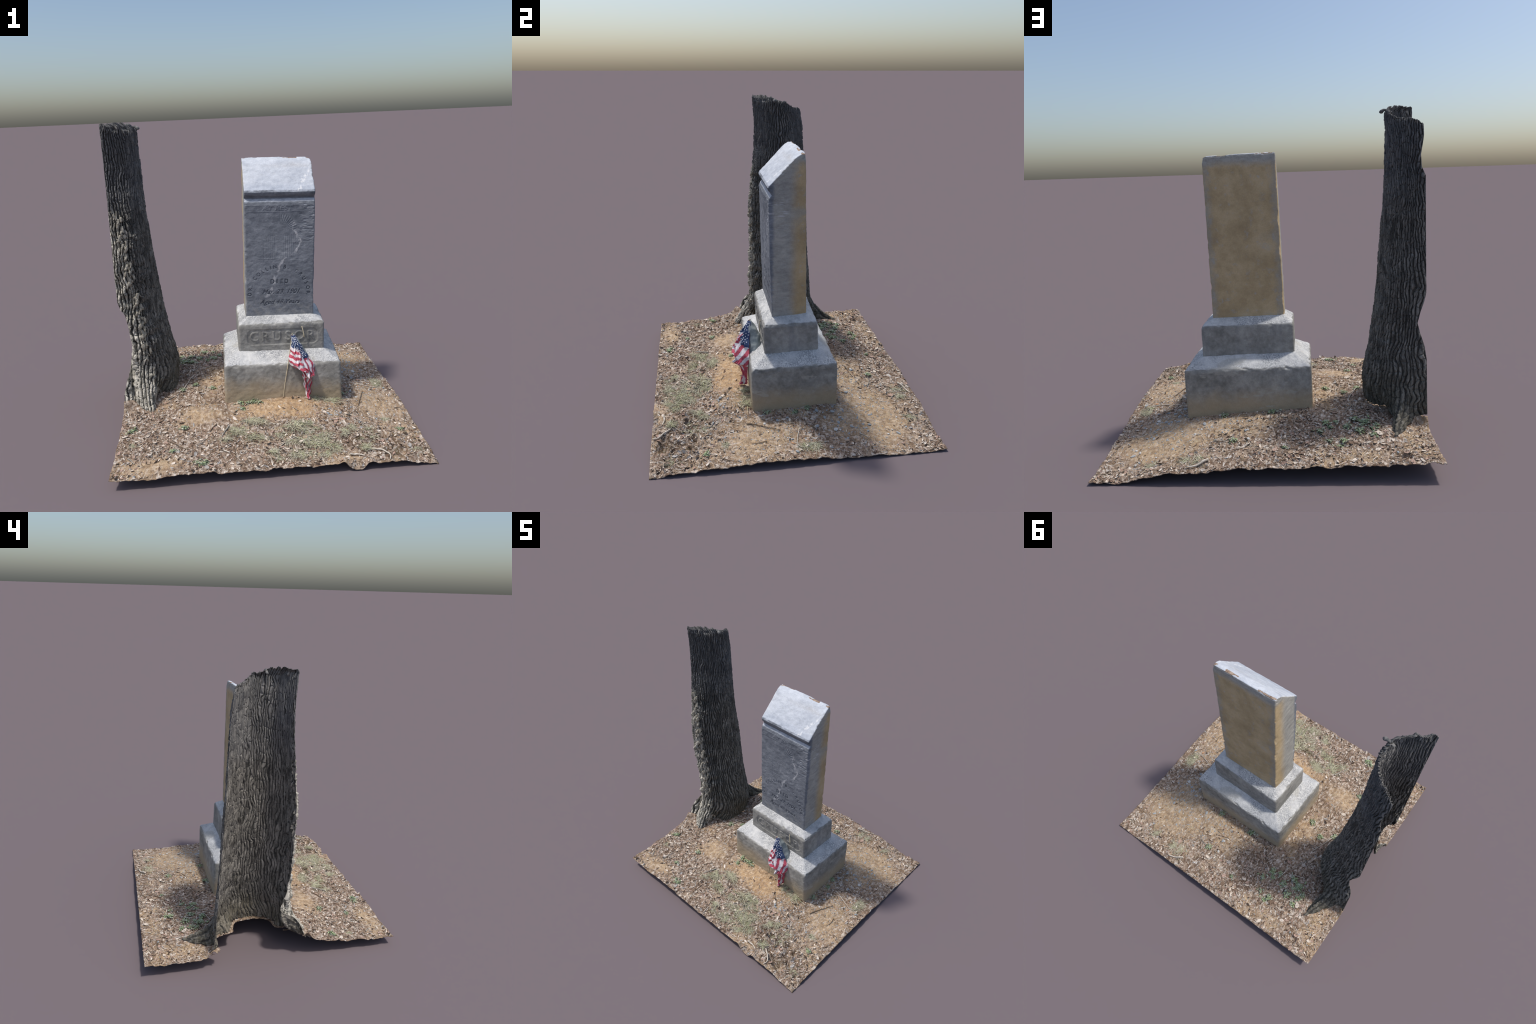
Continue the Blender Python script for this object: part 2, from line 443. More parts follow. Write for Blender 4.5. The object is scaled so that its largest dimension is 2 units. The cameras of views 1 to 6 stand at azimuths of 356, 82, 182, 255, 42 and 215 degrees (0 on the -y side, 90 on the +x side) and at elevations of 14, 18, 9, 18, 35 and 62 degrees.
def bark_material(flank=True):
    N = Nodes("bark" if flank else "bark_inner", .92, .12)
    x, y, z = N.xyz()
    long_n = N.noise(1, 5, .6, vec=N.mapped((70, 70, 12)))
    big = N.noise(6, 4, .55)
    cell = N.xyz(N.voronoi(1, vec=N.mapped((62, 62, 11)), out="Color"))[0]
    long_n = N.math('ADD', N.math('MULTIPLY', long_n, .78), N.math('MULTIPLY', cell, .22))
    c = N.ramp(N.math('ADD', N.math('MULTIPLY', long_n, .8), N.math('MULTIPLY', big, .2)),
               [(.30, (.045, .042, .038)), (.43, (.105, .100, .090)), (.54, (.185, .175, .157)), (.68, (.30, .285, .255))])
    # moss-brown foot, blue-grey crown
    c = N.mix(N.math('MULTIPLY', N.step(N.math('ADD', z, N.math('MULTIPLY', big, .5)), .85, .35), .35), c, (.105, .090, .050))
    c = N.mix(N.math('MULTIPLY', N.step(N.math('ADD', z, N.math('MULTIPLY', big, .4)), 1.45, 1.85), .35), c, (.125, .135, .155))
    # flank lightened in colour where the scan has a baked sun patch
    j = N.math('MULTIPLY', N.math('SUBTRACT', N.noise(16, 4, .6), .5), .16)
    lim = N.math('ADD', N.math('MULTIPLY', z, -.125), -.70)
    m = N.step(N.math('ADD', N.math('SUBTRACT', lim, x), j), -.004, .012)
    m = N.math('MULTIPLY', m, N.step(N.math('ADD', y, j), .09, .05))
    m = N.math('MULTIPLY', m, N.step(N.math('ADD', z, N.math('MULTIPLY', j, 1.0)), 1.47, 1.44))
    pale = N.ramp(long_n, [(.30, (.13, .12, .10)), (.45, (.36, .338, .285)), (.62, (.62, .58, .50))])
    if not flank:
        c = N.mix(1.0, c, (1.25, 1.22, 1.18), 'MULTIPLY')
    if flank:
        c = N.mix(N.math('MULTIPLY', m, .92), c, pale)
    N.bump(N.math('ADD', long_n, N.math('MULTIPLY', N.noise(220, 3), .4)), .7, .006)
    return N.color(c)
M_BARK = bark_material()
M_BARK_PLAIN = bark_material(False)
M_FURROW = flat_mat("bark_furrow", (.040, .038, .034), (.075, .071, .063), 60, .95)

def soil_material():
    N = Nodes("leafy_soil", .95, .1)
    x, y, z = N.xyz()
    n1 = N.noise(7, 5, .6)
    n2 = N.noise(34, 5, .65)
    n3 = N.noise(140, 3, .6)
    j = N.math('MULTIPLY', N.math('SUBTRACT', n1, .5), .45)
    c = N.ramp(N.math('ADD', N.math('MULTIPLY', n1, .45), N.math('MULTIPLY', n2, .55)),
               [(.32, (.085, .058, .040)), (.44, (.165, .108, .074)), (.54, (.31, .228, .165)), (.66, (.50, .395, .295))])
    tan = N.ramp(N.math('ADD', N.math('MULTIPLY', n2, .6), N.math('MULTIPLY', n3, .4)),
                 [(.32, (.235, .158, .092)), (.46, (.42, .295, .178)), (.57, (.56, .415, .262)), (.70, (.74, .61, .44))])
    m = blob_mask(N, x, y, .10, -.36, .10, .34, 1.5, .55, j)
    for cx, cy, r0, r1, sx, sy in ((.60, .52, .12, .42, 1.1, .95), (-.72, -.78, .05, .22, 1.4, .6), (.75, -.25, .05, .36, .8, 1.1), (-.36, .1, .05, .22, .6, 1.6), (.20, .45, .1, .34, 1.2, .6), (-.86, .72, .03, .16, 1, 1), (-.45, -.36, .03, .20, 1.2, .8), (.80, -.55, .02, .2, 1, 1.2), (-.55, .80, .02, .16, 1.4, .6)):
        m = N.math('MAXIMUM', m, N.math('MULTIPLY', blob_mask(N, x, y, cx, cy, r0, r1, sx, sy, j), .85))
    m = N.math('MAXIMUM', m, N.math('MULTIPLY', N.step(N.noise(3.1, 5, .62), .56, .64), .75))
    c = N.mix(m, c, tan)
    red = blob_mask(N, x, y, .14, -.38, .04, .30, 1.4, .6, j)
    c = N.mix(N.math('MULTIPLY', red, .38), c, N.ramp(n2, [(.34, (.24, .125, .055)), (.64, (.56, .34, .165))]))
    # dug dark loam by the front right corner
    d = blob_mask(N, x, y, .66, -.73, .08, .26, 1.1, .75, j)
    c = N.mix(N.math('MULTIPLY', d, .85), c, N.ramp(n2, [(.3, (.045, .032, .022)), (.7, (.16, .11, .072))]))
    # bits of straw, chaff and grit, sparse on the bare tan soil
    thin = N.math('SUBTRACT', 1.0, N.math('MULTIPLY', m, .78))
    v = N.voronoi(95, vec=N.mapped((1, .45, 1), rot=(0, 0, .7)), out="Color")
    vs = N.xyz(v)
    flake = N.ramp(vs[1], [(0, (.075, .05, .036)), (.30, (.20, .14, .098)), (.52, (.40, .31, .235)), (.75, (.62, .53, .44)), (1, (.78, .73, .66))])
    c = N.mix(N.math('MULTIPLY', N.step(vs[0], .40, .48), N.math('MULTIPLY', thin, .75)), c, flake)
    v2 = N.xyz(N.voronoi(120, vec=N.mapped((.45, 1, 1), rot=(0, 0, -.5), loc=(3, 1, 0)), out="Color"))
    c = N.mix(N.math('MULTIPLY', N.step(v2[0], .58, .66), N.math('MULTIPLY', thin, .72)), c, N.ramp(v2[1], [(0, (.085, .055, .04)), (.5, (.28, .20, .145)), (1, (.55, .47, .40))]))
    g = N.math('MULTIPLY', N.step(N.noise(13, 4, .6), .60, .68), N.step(n3, .45, .6))
    c = N.mix(N.math('MULTIPLY', g, .35), c, (.30, .32, .20))
    N.bump(N.math('ADD', N.math('MULTIPLY', n3, .8), n2), .8, .008)
    return N.color(c)
M_SOIL = soil_material()

M_LEAVES = [flat_mat("leaf_pale", (.54, .45, .36), (.76, .68, .59)), flat_mat("leaf_tan", (.30, .215, .15), (.46, .345, .25)),
            flat_mat("leaf_brown", (.13, .085, .06), (.25, .17, .12)), flat_mat("leaf_dark", (.045, .032, .025), (.10, .072, .055)),
            flat_mat("leaf_pink", (.34, .225, .175), (.50, .36, .29)), flat_mat("leaf_ash", (.30, .28, .26), (.48, .45, .42))]
M_PEBBLE = [flat_mat("pebble_slate", (.235, .255, .27), (.40, .43, .45), 60), flat_mat("pebble_grey", (.26, .27, .27), (.45, .46, .46), 60),
            flat_mat("pebble_white", (.45, .44, .42), (.66, .65, .62), 60), flat_mat("pebble_rust", (.40, .21, .11), (.56, .34, .20), 60)]
M_TWIG = [flat_mat("twig_grey", (.22, .20, .17), (.42, .39, .34), 50), flat_mat("twig_brown", (.11, .08, .055), (.24, .175, .12), 50), flat_mat("twig_pale", (.46, .40, .32), (.66, .60, .52), 50)]
M_GRASS = [flat_mat("grass_straw", (.72, .68, .48), (.88, .85, .68), 30, .7, True), flat_mat("grass_green", (.58, .60, .34), (.78, .78, .52), 30, .7, True),
           flat_mat("grass_dry", (.28, .23, .16), (.46, .40, .29), 30, .8, True)]
M_WEED = [flat_mat("weed_green", (.40, .50, .25), (.58, .66, .42), 60, .6, True), flat_mat("weed_grey_green", (.55, .60, .44), (.74, .77, .62), 60, .7, True)]
M_RED = flat_mat("flag_red", (.40, .050, .085), (.56, .12, .16), 70, .75)
M_WHITE = flat_mat("flag_white", (.60, .55, .57), (.78, .73, .74), 70, .75)
M_BLUE = flat_mat("flag_blue", (.030, .048, .115), (.060, .095, .20), 70, .75)
M_STAR = flat_mat("flag_star", (.66, .68, .74), (.80, .82, .86), 70, .75)
M_STICK = flat_mat("flag_stick_wood", (.46, .39, .26), (.66, .58, .42), 60, .7)
M_LINING = flat_mat("flag_lining", (.24, .28, .28), (.38, .41, .40), 50, .85)

# ================================================================== GRAVESTONE
grave = thing("gravestone", (.13, .03, .12), "weathered grey marble headstone with slanted top on two stepped stone bases", "gravestone")

def rounded_rect(w, d, r, step_front, step_other):
    """points of a rounded unit rectangle: a across (0..1), b deep (0..1), starting at the front left"""
    ra, rb = r / w, r / d
    pts = []
    def arc(ca, cb, a0):
        for k in range(1, 6):
            th = math.radians(a0 + 90 * k / 6)
            pts.append((ca + ra * math.cos(th), cb + rb * math.sin(th)))
    def line(p, q, length, step):
        n = max(2, int(length / step))
        for k in range(n + 1):
            f = k / n
            pts.append((p[0] + (q[0] - p[0]) * f, p[1] + (q[1] - p[1]) * f))
    line((ra, 0), (1 - ra, 0), w, step_front); arc(1 - ra, rb, -90)
    line((1, rb), (1, 1 - rb), d, step_other); arc(1 - ra, 1 - rb, 0)
    line((1 - ra, 1), (ra, 1), w, step_other); arc(ra, 1 - rb, 90)
    line((0, 1 - rb), (0, rb), d, step_other); arc(ra, rb, 180)
    return np.array(pts)

def stepped_block(name, bottom, edge, top, mat, parent, r, fillet, step_front, step_v, seed, relief=None, wear=1.0):
    """a block with upright sides and a sloping wash: corners run front left, front right, back right, back left"""
    R0, R1, R2 = (np.array(c, float) for c in (bottom, edge, top))
    w = np.linalg.norm(R1[1] - R1[0]); d = np.linalg.norm(R1[3] - R1[0])
    ab = rounded_rect(w, d, r, step_front, max(step_front, .006))
    h = np.linalg.norm(R1 - R0, axis=1).mean(); s = np.linalg.norm(R2 - R1, axis=1).mean()
    levels = [R0 + (R1 - R0) * f for f in np.linspace(0, 1 - fillet / h, max(3, int(h / step_v)))]
    A, B = levels[-1], R1 + (R2 - R1) * (fillet / s)
    for t in np.linspace(0, 1, 8)[1:]:
        levels.append(A * (1 - t) ** 2 + 2 * R1 * t * (1 - t) + B * t * t)
    levels += [B + (R2 - B) * f for f in np.linspace(0, 1, max(3, int(s / .006)))[1:]]
    c = R2.mean(0)
    levels += [c + (R2 - c) * f for f in (.9, .6, .05)]
    a, b = ab[:, 0][:, None], ab[:, 1][:, None]
    V = np.stack([C[0] * (1 - a) * (1 - b) + C[1] * a * (1 - b) + C[2] * a * b + C[3] * (1 - a) * b for C in levels])
    n, m = V.shape[:2]
    verts = V.reshape(-1, 3)
    faces = grid_faces(n, m, True)
    me = make_mesh(name, verts, faces, [mat])
    P, Nn = coords(me), vnormals(me)
    disp = wear * (0.0016 * fbm(P * 6, seed, 3) + 0.0011 * fbm(P * 45, seed + 5, 3)) + .0015
    edge_n = fbm(P * 26, seed + 9, 3)
    lev = np.repeat(np.arange(n), m)
    k0 = len([0 for _ in range(max(3, int(h / step_v)))])
    near = np.exp(-((lev - k0 - 3) / 3.5) ** 2)
    disp -= wear * near * 0.006 * np.clip(edge_n, 0, 1)
    P2 = P + Nn * disp[:, None]
    if relief is not None:
        P2 = relief(P2, P, Nn, ab, n, m)
    set_coords(me, P2)
    return add_obj(name, me, parent)

foundation = stepped_block(
    "foundation",
    [(-.276, -.236, .06), (.521, -.247, .05), (.516, .309, .05), (-.267, .314, .06)],
    [(-.267, -.242, .403), (.512, -.251, .388), (.528, .297, .406), (-.261, .304, .421)],
    [(-.157, -.140, .470), (.408, -.149, .455), (.415, .190, .468), (-.154, .200, .492)],
    M_FOUND, grave, .016, .016, .006, .006, 101, wear=1.1)

# ---- text carved or raised through a height test against text outlines
def text_bvh(items):
    """items: (string, size, x, z, rotation, shear, x-stretch). Returns a BVH of flat glyph meshes in the (x,z) plane"""
    verts, tris = [], []
    for s, size, x, z, rot, shear, stretch in items:
        cu = bpy.data.curves.new("lettering_outline", 'FONT')
        cu.body = s; cu.size = size; cu.align_x = 'CENTER'; cu.align_y = 'CENTER'
        cu.shear = shear; cu.resolution_u = 3; cu.offset = size * 0.012
        o = bpy.data.objects.new("lettering_outline", cu)
        COL.objects.link(o)
        bpy.context.view_layer.update()
        me = o.to_mesh()
        me.calc_loop_triangles()
        off = len(verts)
        ca, sa = math.cos(rot), math.sin(rot)
        for v in me.vertices:
            px, pz = v.co.x * stretch, v.co.y
            verts.append((x + px * ca - pz * sa, z + px * sa + pz * ca, 0.0))
        for t in me.loop_triangles:
            tris.append([off + i for i in t.vertices])
        o.to_mesh_clear()
        bpy.data.objects.remove(o); bpy.data.curves.remove(cu)
    return BVHTree.FromPolygons(verts, tris)

def text_mask(bvh, x, z, soft=0.0011):
    out = np.zeros(len(x))
    offs = ((0, 0), (soft, 0), (-soft, 0), (0, soft), (0, -soft))
    for i in range(len(x)):
        k = 0
        for dx, dz in offs:
            if bvh.ray_cast(Vector((x[i] + dx, z[i] + dz, 1)), Vector((0, 0, -1)))[0] is not None:
                k += 1
        out[i] = k / 5
    return out

# ---- plinth with raised surname in a sunk, clipped-corner panel
def plinth_relief(P2, P, Nn, ab, n, m):
    lo, hi = np.array([-.157, -.150, .452]), np.array([.409, -.153, .642])
    fr = (Nn[:, 1] < -.9)
    idx = np.where(fr)[0]
    x = P[idx, 0]; z = P[idx, 2] + .025 * (P[idx, 0] - .13)
    cx, cz, hw, hh = .137, .555, .236, .056
    dx, dz = np.abs(x - cx) - hw, np.abs(z - cz) - hh
    inside = np.maximum(np.maximum(dx, dz), (dx + dz + .022) * .75)
    panel = sstep(.0025, -.0025, inside)
    bvh = text_bvh([(c, .096, .137 + (k - 2.5) * .0765, .556, 0, 0, .92) for k, c in enumerate("CRUSOR")])
    inn = np.where(inside < -.002)[0]
    tm = np.zeros(len(idx)); tm[inn] = text_mask(bvh, x[inn], z[inn])
    wornaway = .75 + .35 * fbm(np.stack([x * 9, z * 9, x * 0], -1), 61, 2)
    P2[idx, 1] += (0.0036 * panel - .0038 * tm * np.clip(wornaway, .2, 1.1))
    return P2

plinth = stepped_block(
    "plinth",
    [(-.162, -.145, .440), (.416, -.155, .430), (.424, .196, .440), (-.160, .206, .462)],
    [(-.154, -.153, .648), (.421, -.164, .646), (.427, .183, .654), (-.155, .200, .672)],
    [(-.091, -.105, .693), (.353, -.099, .683), (.352, .124, .697), (-.096, .128, .710)],
    M_PLINTH, grave, .013, .014, .0026, .0026, 202, relief=plinth_relief, wear=.85)

# ---- tablet: a side profile drawn in (depth, height) and run across the width
def build_tablet():
    prof_keys = [(-.100, .668, .0), (-.118, 1.11, .0), (-.1235, 1.35, 0), (-.1265, 1.438, 0), (-.124, 1.452, 1), (-.121, 1.461, 1), (-.107, 1.481, 1),
                 (-.108, 1.488, 1), (-.121, 1.500, 1), (-.129, 1.512, 1), (-.132, 1.524, 1), (-.124, 1.537, 1), (-.060, 1.601, 1), (-.012, 1.650, 1), (.022, 1.685, 1),
                 (.044, 1.704, 1), (.064, 1.716, 1), (.078, 1.7215, 1), (.0905, 1.719, 1), (.094, 1.708, 1), (.102, 1.50, 2), (.111, 1.20, 2), (.125, .668, 2)]
    steps = {0: .0025, 1: .0032, 2: .006}
    prof = []
    for (y0, z0, k0), (y1, z1, k1) in zip(prof_keys, prof_keys[1:]):
        L = math.hypot(y1 - y0, z1 - z0)
        nn = max(1, int(round(L / steps[int(max(k0, k1) if k1 != 1 or k0 == 1 else 0)])))
        for q in range(nn):
            f = q / nn
            prof.append((y0 + (y1 - y0) * f, z0 + (z1 - z0) * f))
    for q in range(12):
        f = q / 12
        prof.append((.125 - .225 * f, .668))
    prof = np.array(prof)
    m = len(prof)
    W2, r = .2295, .010
    xs = np.linspace(-(W2 - r), W2 - r, 174)
    tgt = np.stack([np.full(m, .0), np.clip(prof[:, 1], .76, 1.60)], 1)
    inward = tgt - prof
    Ln = np.linalg.norm(inward, axis=1)[:, None]
    rings, xl = [], []
    fr = [1 - (1 - q / 13) for q in range(1, 13)]
    def side(sign):
        out = []
        for th in np.linspace(0, math.pi / 2, 7)[1:]:
            ins = r * (1 - math.cos(th))
            out.append((sign * (W2 - r + r * math.sin(th)), prof + inward / Ln * np.minimum(ins, Ln * .5)))
        base = prof + inward / Ln * np.minimum(r, Ln * .5)
        for q in range(1, 17):
            f = q / 16.0
            out.append((sign * W2, base + (tgt - base) * f))
        return out
    seq = side(-1)[::-1] + [(x, prof) for x in xs] + side(1)
    V = np.zeros((len(seq), m, 3))
    for i, (x, p) in enumerate(seq):
        V[i, :, 0] = x; V[i, :, 1] = p[:, 0]; V[i, :, 2] = p[:, 1]
    n = len(seq)
    L = V.reshape(-1, 3)
    faces = grid_faces(n, m, True)
    # world placement: the slab leans a little to the right
    def place(q):
        X, Y, Z = q[:, 0], q[:, 1], q[:, 2]
        return np.stack([.1295 + X + .027 * (Z - .69), Y, Z + .008 - .030 * X + .04 * (Y - .01) * (Z < 5)], -1)
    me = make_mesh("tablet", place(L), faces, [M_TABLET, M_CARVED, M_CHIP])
    P = coords(me)
    Nn = vnormals(me)
    if (Nn * (P - P.mean(0))).sum() < 0:
        me.flip_normals(); faces = faces[:, ::-1]; Nn = -Nn
    disp = .0012 * fbm(P * 7, 301, 3) + .0008 * fbm(P * 45, 305, 3)
    # worn, chipped edges
    ring_w = np.concatenate([np.zeros(13), [.15, .4, .7], np.ones(len(seq) - 32), [.7, .4, .15], np.zeros(13)])
    vert_edge = np.exp(-((np.abs(L[:, 0]) - W2) / .010) ** 2) * np.repeat(ring_w, m)
    chipn = np.clip(fbm(P * 20, 311, 3) - .2, 0, 1)
    disp -= .007 * vert_edge * chipn
    ridge = np.exp(-((L[:, 1] - .080) / .015) ** 2) * (L[:, 2] > 1.68)
    spall = ridge * sstep(-.05, .45, fbm(P * np.array([17, 30, 30]) + .37, 331, 4))
    disp -= .005 * spall
    lipz = np.exp(-((L[:, 2] - 1.52) / .02) ** 2) * (L[:, 1] < -.10)
    disp -= .004 * lipz * np.clip(fbm(P * 14, 341, 3), 0, 1)
    # corner knocked off at the back right of the top
    cr = np.exp(-(((L[:, 0] - W2) / .03) ** 2 + ((L[:, 2] - 1.725) / .03) ** 2))
    P2 = P + Nn * disp[:, None]
    P2[:, 2] -= .005 * cr
    P2[:, 0] -= .004 * cr
    # ---- carving on the face
    pi = np.tile(np.arange(m), n)
    face_end = int(np.argmax(prof[:, 1] > 1.446))
    sel = np.where((pi < face_end) & (np.abs(L[:, 0]) < W2 - r * .5) & (Nn[:, 1] < -.85))[0]
    X, Z = L[sel, 0], L[sel, 2]
    items = []
    s = "DR. COLLIN B. CRUSOR"
    widths = {'I': .55, '.': .5, ' ': .75, 'L': .85}
    wd = np.array([widths.get(c, 1.0) for c in s])
    mid = (np.cumsum(wd) - wd / 2) / wd.sum()
    for c, f in zip(s, mid):
        if c == ' ':
            continue
        a = math.radians(186 - 192 * f)
        items.append((c, .036, -.004 + .196 * math.cos(a), .842 + .186 * math.sin(a), a - math.pi / 2, 0, .9))
    for k, c in enumerate("DIED"):
        items.append((c, .043, -.002 + (k - 1.5) * .031, .924, 0, 0, .85))
    items.append(("Mar. 23. 1901", .046, .006, .853, 0, .45, .98))
    items.append(("Aged 48 Years", .045, .000, .780, 0, .45, 1.0))
    bv = text_bvh(items)
    near_text = np.where((Z < 1.06) & (Z > .74))[0]
    tm = np.zeros(len(sel)); tm[near_text] = text_mask(bv, X[near_text], Z[near_text])
    raised = text_bvh([("AT REST", .042, -.016, 1.4195, 0, .15, 1.25)])
    band = np.where((Z > 1.39))[0]
    rm = np.zeros(len(sel)); rm[band] = text_mask(raised, X[band], Z[band])
    fadeL = sstep(.20, .10, X)
    lines = (np.exp(-((Z - 1.441) / .0022) ** 2) + np.exp(-((Z - 1.398) / .0022) ** 2)) * fadeL
    # faded sunburst over a pair of gates
    dx, dz = X - .0, Z - 1.268
    ang, rad = np.arctan2(dz, dx), np.hypot(dx, dz)
    rays = (np.cos(ang * 44) > .1) * sstep(.058, .068, rad) * sstep(.122, .108, rad) * (dz > .01)
    rays = rays * (.35 + .65 * sstep(-.03, .03, X))
    bars = np.zeros(len(sel))
    for cx in (-.068, .066):
        box = sstep(.042, .038, np.abs(X - cx)) * sstep(.082, .076, np.abs(Z - 1.165))
        bars = np.maximum(bars, box * (np.cos((X - cx) * 2 * np.pi / .0125) > .15))
        bars = np.maximum(bars, box * .7 * (np.cos((Z - 1.165) * 2 * np.pi / .036) > .93))
    wear = np.clip(.95 + .35 * fbm(np.stack([X * 11, Z * 11, X * 0], -1), 371, 2), .5, 1.2)
    sill = np.exp(-((Z - 1.078) / .0018) ** 2) * (np.abs(np.abs(X) - .09) < .06)
    scar = np.clip(fbm(np.stack([X * 30, Z * 90, X * 0], -1), 381, 3) - .1, 0, 1) * sstep(.10, .18, X) * sstep(1.16, 1.24, Z)
    P2[sel, 1] += .0034 * tm * wear - .0016 * rm * wear - .0012 * lines + .0011 * rays * wear + .0009 * bars * wear + .001 * sill + .004 * scar
    set_coords(me, P2)
    # the cut letters take the darker colour
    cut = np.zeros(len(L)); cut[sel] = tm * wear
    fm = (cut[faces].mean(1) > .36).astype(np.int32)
    # bare brown rock where the ridge has spalled
    fm = np.where((spall[faces].mean(1) > .5) & (L[faces][..., 2].mean(1) > 1.712), 2, fm).astype(np.int32)
    me.polygons.foreach_set("material_index", fm)
    return add_obj("tablet", me, grave)
tablet = build_tablet()

# a stalk of dry straw leaning on the plinth
V, F = tube(smooth_curve([(.268, -.166, .622), (.274, -.170, .598), (.279, -.172, .570), (.281, -.171, .545)], 10), np.linspace(.003, .0042, 10), 7)
add_obj("straw", make_mesh("straw", V, F, [M_STICK]), grave)

# ================================================================== TREE
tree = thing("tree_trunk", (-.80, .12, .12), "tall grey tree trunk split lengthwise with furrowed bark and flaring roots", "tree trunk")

def shell(name, V, thick, mats, face_mat=None, back_mat=None, back=None):
    """closed thin solid from an (n,m,3) sheet"""
    n, m = V.shape[:2]
    a = V.reshape(-1, 3)
    f = grid_faces(n, m)
    me0 = make_mesh(name + "_tmp", a, f)
    Nn = vnormals(me0)
    bpy.data.meshes.remove(me0)
    b = a - Nn * thick if back is None else back.reshape(-1, 3)
    k = n * m
    faces = [f, f[:, ::-1] + k]
    idx = np.arange(k).reshape(n, m)
    loop = np.concatenate([idx[0, :], idx[1:, -1], idx[-1, -2::-1], idx[-2:0:-1, 0]])
    nx = np.roll(loop, -1)
    faces.append(np.stack([nx, loop, loop + k, nx + k], 1))
    faces = np.vstack(faces)
    fm = None
    if face_mat is not None:
        bm = face_mat if back_mat is None else np.asarray(back_mat, np.int32)
        fm = np.concatenate([face_mat, bm, np.full(len(loop), 0 if back_mat is None else 1, np.int32)])
    return make_mesh(name, np.vstack([a, b]), faces, mats, fm)

def build_trunk():
    nt, ns = 340, 740
    t0 = np.linspace(0, 1, nt)[None, :]
    s = np.linspace(0, 1, ns)[:, None]
    ztop = np.interp(t0, [0, .15, .30, .42, .52, .57, .67, .78, .90, 1], [1.990, 2.0, 1.996, 1.980, 1.966, 1.962, 1.920, 1.902, 1.898, 1.865])
    zbot = np.interp(t0, [0, .07, .15, .3, .5, .7, .86, .94, 1], [.168, .160, .126, .152, .160, .152, .112, .140, .165])
    zbot = zbot + .008 * vnoise(np.stack([t0 * 30, t0 * 0, t0 * 0], -1), 5)
    ztop = ztop + .006 * vnoise(np.stack([t0 * 40, t0 * 0, t0 * 0], -1), 6)
    ztop = np.minimum(ztop, 2.0)
    z = zbot + s * (ztop - zbot)
    xr = np.interp(z, ZK, XR)
    tmin = np.arcsin(np.clip(np.interp(z, *CUTM) / (xr - TX), 0, .9)) / np.pi
    tmax = 1 - np.arcsin(np.clip(np.interp(z, *CUTP) / (xr - TX), 0, .9)) / np.pi
    t = tmin + t0 * (tmax - tmin)
    V = trunk_point(t, z)
    # bark: long plates parted by furrows, wandering as they climb
    arc = t * .72
    q = np.stack([arc * 7, z * 3.4, arc * 0], -1)
    ph = arc / .0175 + 1.05 * fbm(q, 401, 2) + .40 * fbm(q * 3.6, 402, 2) + .30 * vnoise(np.stack([arc * 16, z * 27, arc * 0], -1), 407)
    tri = 1 - np.abs(2 * (ph - np.floor(ph)) - 1)
    ridge = sstep(.08, .62, tri)
    f1, f2, cid = worley2(ph * .9, z / .050 + .5 * fbm(q * 2.5, 403, 2), 9)
    notch = sstep(.0, .16, f2 - f1)
    f1b, f2b, _ = worley2(ph * 2.3 + 7, z / .034, 10)
    small = sstep(.02, .4, f2b - f1b)
    h = .0135 * (ridge * (.3 + .7 * notch) - .40) + .0028 * (small - .8) * ridge + .0040 * (cid - .5) + .0015 * fbm(np.stack([arc * 160, z * 40, arc * 0], -1), 404, 2)
    rough_side = sstep(.34, .12, t0) * sstep(1.55, 1.35, z) * (.35 + .65 * sstep(.25, .6, z))
    h = h * (1 + .5 * rough_side) + rough_side * .016 * fbm(np.stack([arc * 40, z * 22, arc * 0], -1), 405, 3)
    furrow = ridge * (.3 + .7 * notch)
    h = h * (.25 + .75 * sstep(0, .02, t0) * sstep(1, .98, t0))
    h = h * (1 - .55 * sstep(1.94, 1.97, z)) + sstep(1.93, 1.96, z) * .012 * fbm(np.stack([arc * 26, z * 30, arc * 0], -1), 406, 2)
    me0 = make_mesh("t", V.reshape(-1, 3), grid_faces(ns, nt))
    Nn = vnormals(me0).reshape(ns, nt, 3)
    bpy.data.meshes.remove(me0)
    if Nn[ns // 2, nt // 2, 0] < 0:
        Nn = -Nn
    # the hollow side has ridges of its own, standing inwards
    ph2 = arc / .0200 + 1.05 * fbm(q + 5.5, 421, 2) + .45 * fbm(q * 3.6 + 2.1, 422, 2) + .30 * vnoise(np.stack([arc * 16, z * 24, arc * 0], -1), 423)
    tri2 = 1 - np.abs(2 * (ph2 - np.floor(ph2)) - 1)
    g1, g2, _ = worley2(ph2 * .9, z / .060 + .5 * fbm(q * 2.5, 424, 2), 19)
    ridge2 = sstep(.10, .60, tri2) * (.35 + .65 * sstep(0, .18, g2 - g1))
    h_in = np.minimum(-.0045 - .0090 * ridge2, h - .0025)
    thin = sstep(.0, .07, np.minimum(np.minimum(t0, 1 - t0), 2.2 * np.minimum(1 - s, s)) + 0 * z)
    h_in = (h - .0025) * (1 - thin) + h_in * thin
    W = V + Nn * h_in[..., None]
    W[..., 0] = np.maximum(W[..., 0], TX); W[..., 2] = np.minimum(W[..., 2], 2.0)
    V = V + Nn * h[..., None]
    V[..., 0] = np.maximum(V[..., 0], TX)
    V[..., 2] = np.minimum(V[..., 2], 2.0)
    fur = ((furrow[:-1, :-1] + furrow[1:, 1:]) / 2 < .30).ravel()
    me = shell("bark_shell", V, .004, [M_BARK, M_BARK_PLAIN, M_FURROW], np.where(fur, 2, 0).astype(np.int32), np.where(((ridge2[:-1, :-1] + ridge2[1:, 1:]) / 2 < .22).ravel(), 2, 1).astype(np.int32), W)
    return me, V
trunk_me, TRUNK = build_trunk()
trunk = add_obj("bark_shell", trunk_me, tree)

